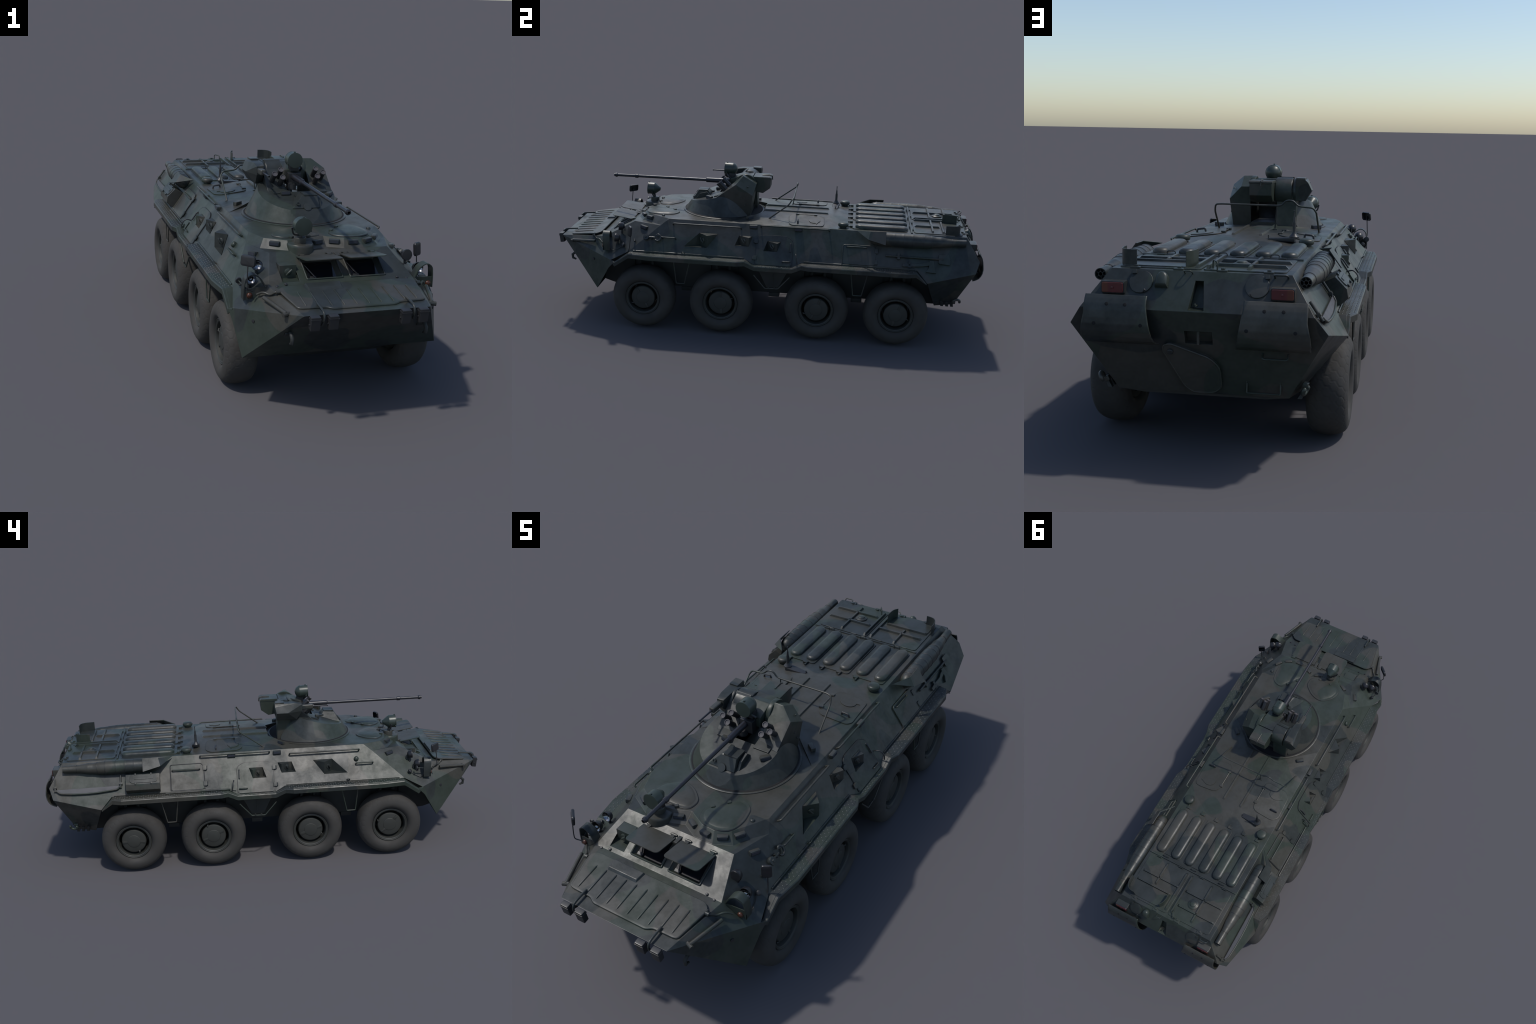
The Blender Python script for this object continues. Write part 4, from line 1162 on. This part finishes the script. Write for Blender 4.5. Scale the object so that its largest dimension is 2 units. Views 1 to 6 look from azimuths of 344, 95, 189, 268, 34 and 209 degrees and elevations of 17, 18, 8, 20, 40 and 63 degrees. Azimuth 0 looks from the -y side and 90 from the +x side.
# armoured cheeks each side of the gun trough
V1, V2, V3, V4 = (.097, -.127, .697), (.095, -.063, .661), (.141, -.075, .614), (.142, -.156, .663)
bm = bm_hull([V1, V2, V3, V4, (.142, -.247, .596), (.128, -.088, .506), (.125, -.24, .506), (.062, -.24, .506), (.062, -.085, .506),
              (.062, -.127, .698), (.062, -.063, .661), (.062, -.235, .600)], .0015)
ck = part("turret_cheek", bm, PAINT, tur, 15)
for p, nn in (((.128, -.10, .652), (.75, .2, .6)), ((.1405, -.13, .60), (1, 0, -.1)), ((.139, -.11, .565), (1, 0, -.1))):
    part("cheek_bolt", bm_lathe([(.004, 0), (.0035, .003), (0, .004)], frame(p, nn), 10), PAINT, ck, 60)
part("trunnion_disc", bm_lathe([(0, 0), (.050, 0), (.052, .003), (.052, .014), (.050, .017), (0, .017)], frame((.047, -.118, .646), (1, 0, 0)), 44), PAINT, ck, 40)
bm = bm_hull([(x, y, z) for x in (-.035, -.106) for y, z in ((-.127, .690), (-.075, .655), (-.068, .520), (-.068, .506), (-.24, .506), (-.238, .598))], .0015)
ck2 = part("turret_cheek", bm, PAINT, tur, 15)
# feed drum behind the right cheek and its front plate
bm = bm_lathe([(0, 0), (.050, 0), (.052, .003), (.052, .058), (.050, .061), (0, .061)], frame((-.0895, -.1115, .643), (1, 0, 0)), 44)
bm_hull([(x, y, z) for x in (-.031, -.0905) for y, z in ((-.129, .6955), (-.125, .6965), (-.190, .632), (-.180, .628))], .0008, bm)
part("feed_drum", bm, PAINT, ck2, 40)
part("trunnion_disc", bm_lathe([(0, 0), (.048, 0), (.050, .003), (.050, .010), (0, .012)], frame((-.094, -.115, .643), (-1, 0, 0)), 40), PAINT, ck2, 40)
# coaxial gun pod
rear_ = [(-.104, -.062, .692), (-.138, -.060, .692), (-.150, -.060, .680), (-.163, -.066, .652), (-.141, -.066, .614), (-.104, -.066, .614)]
mid_ = [(-.104, -.150, .690), (-.138, -.157, .690), (-.161, -.118, .651), (-.133, -.160, .611), (-.104, -.155, .611)]
nose_ = [(-.108, -.186, .684), (-.136, -.186, .682), (-.136, -.187, .650), (-.112, -.187, .648)]
pod = part("gun_pod", bm_hull(rear_ + mid_ + nose_, .0012), PAINT, tur, 12)
part("pod_box", bm_box((.034, .040, .008), Matrix.Translation((-.122, -.083, .6925)), .002), PAINT, pod)
part("pod_sleeve", bm_box((.021, .054, .021), Matrix.Translation((-.1245, -.211, .667)) @ Matrix.Rotation(-.03, 4, "X"), .006, None, 3), PAINT, pod)
part("machine_gun", bm_lathe([(0, 0), (.0048, 0), (.0048, .012), (.0034, .013), (.0030, .070), (.0038, .071), (.0038, .076), (.002, .076), (.002, .06), (0, .06)], frame((-.1245, -.232, .667), (0, -1, .01)), 16), STEEL, pod)
# breech cradle between the cheeks
bm = bm_hull([(x, y, z) for x in (-.032, .046) for y, z in ((-.195, .668), (-.13, .690), (-.070, .680), (-.075, .615), (-.15, .612), (-.195, .628))], .004)
part("gun_cradle", bm, PAINT, tur, 30)
bm = bm_box((.05, .06, .05), Matrix.Translation((.004, -.190, .635)), .004)
bm_box((.016, .03, .035), Matrix.Translation((-.016, -.215, .607)), .003, bm)
bm_lathe([(0, 0), (.014, 0), (.014, .02), (0, .02)], frame((-.006, -.222, .600), (0, 0, 1)), 16, bm)
part("gun_mantlet", bm, DARKP, tur, 30)
# ammunition box at the rear, chamfered bottom
bm = bm_hull([(x, y, z) for x in (-.027, .054) for y, z in ((-.085, .676), (.000, .676), (-.002, .634), (-.036, .608), (-.085, .615))], .003)
amm = part("ammunition_box", bm, PAINT, tur, 25)
part("box_lid", bm_hull([(x, y, z) for x in (-.029, .056) for y, z in ((-.083, .676), (.0025, .676), (.0025, .683), (-.006, .6875), (-.083, .6865))], .0015), PAINT, amm, 25)
part("lid_latch", bm_tube([(.012, -.045, .688), (.012, -.010, .690), (.012, .004, .684), (.012, .005, .668)], .0024, 8), PAINT, amm)
part("cradle_top", bm_hull([(x, y, z) for x in (-.027, .048) for y, z in ((-.150, .680), (-.085, .690), (-.085, .675), (-.150, .66))], .002), PAINT, tur, 25)
# cannon
G0, G1 = V((0, -.170, .6455)), V((0, -.775, .6425))
gd = (G1 - G0).normalized()
part("gun_barrel", bm_lathe([(0, 0), (.015, 0), (.015, .028), (.012, .030), (.0115, .144), (.0105, .149), (.0072, .151), (.0066, .480), (.0066, .484), (.0095, .486), (.0095, .500), (.0066, .502), (.0066, .586), (.0078, .588), (.0098, .591), (.0098, .598), (.0066, .600), (.0070, .6045), (.0042, .605), (.0042, .58), (0, .58)], frame(G0, gd), 28), STEEL, tur, 40)
# searchlight on the mantlet
searchlight((.0, -.2005, .7075), .0285, False, tur)
bm = bm_box((.034, .030, .026), Matrix.Translation((.006, -.190, .676)), .003)
bm_tube([(.020, -.214, .688), (.034, -.205, .676), (.030, -.190, .66)], .004, 8, bm)
part("searchlight_bracket", bm, DARKP, tur)
# smoke launchers, three a side on a hexagonal base
sm_me = mesh_of(bm_lathe([(0, 0), (.0098, 0), (.0098, .047), (.0108, .048), (.0108, .053)], Matrix(), 26, None, False), "smoke_launcher", 40)
sm_me.materials.append(DARKP)
cap_me = mesh_of(bm_lathe([(.0108, .053), (.0104, .0545), (.0085, .0545), (.0075, .052), (0, .051)], Matrix(), 26, None, False), "launcher_cap", 40)
cap_me.materials.append(CAPS)
ld = V((0, -.72, .69)).normalized()
for s, ps in ((-1, ((-.053, -.223, .675), (-.080, -.235, .662), (-.053, -.248, .651))), (1, ((.084, -.223, .675), (.109, -.236, .663), (.083, -.248, .651)))):
    c = V((s * .09 if s > 0 else -.062, -.207, .6225)) if s < 0 else V((.0925, -.207, .6225))
    bs = part("launcher_base", bm_lathe([(0, -.006), (.032, -.006), (.032, .004), (.030, .006), (0, .006)], frame(c - ld * .006 + V((0, 0, -.004)), ld), 8), PAINT, tur, 20)
    for p in ps:
        o = obj("smoke_launcher", sm_me, tur, None, frame(V(p) - ld * .053, ld))
        obj("launcher_cap", cap_me, o)
    part("launcher_wedge", bm_hull([top(s * .075 + (.012 if s > 0 else .014) + a, y, h) for a in (-.030, .030) for y, h in ((-.262, 0), (-.262, .005), (-.20, 0), (-.20, .005))], .001), PAINT, tur, 20)
# sight hood and small periscopes on the turret roof
bm = bm_hull([(-.052, -.3735, .562), (.052, -.3735, .562), (-.012, -.3495, .600), (.048, -.3495, .600), (-.004, -.342, .604), (.048, -.342, .604),
              (-.002, -.300, .603), (.048, -.300, .603), (-.022, -.285, .580), (.050, -.285, .580), (-.052, -.36, .550), (.052, -.36, .550)], .0012)
sh = part("sight_hood", bm, PAINT, tur, 20)
part("sight_cheek", bm_hull([top(x, y, h) for x in (.0525, .064) for y, h in ((-.368, -.01), (-.340, .022), (-.305, .022), (-.285, -.004))], .002), PAINT, sh, 25)
part("sight_flap", bm_hull([(x, y, z) for x in (-.003, .052) for y, z in ((-.350, .602), (-.348, .607), (-.302, .603), (-.302, .608))], .0012), PAINT, sh, 25)
M_ = frame((-.030, -.367, .577), (0, -.815, .579))
part("sight_eye", bm_lathe([(.0065, 0), (.0065, .003), (.004, .003), (.004, .0005), (0, .0005)], M_, 18), PAINT, tur, 40)
part("front_plug", bm_lathe([(.015, 0), (.0145, .002), (0, .0025)], frame((.004, -.3745, .566), (-.02, -.815, .579)), 28), PAINT, tur, 40)
periscope(top(-.047, -.266, .006), (0, -1, .1), (0, 0, 1), tur)
periscope(top(.118, -.283, .004), (.75, -.66, 0), (0, 0, 1), tur)
part("lifting_eye", bm_box((.014, .020, .012), Matrix.Translation(top(-.012, -.29, .003)), .002), PAINT, tur)
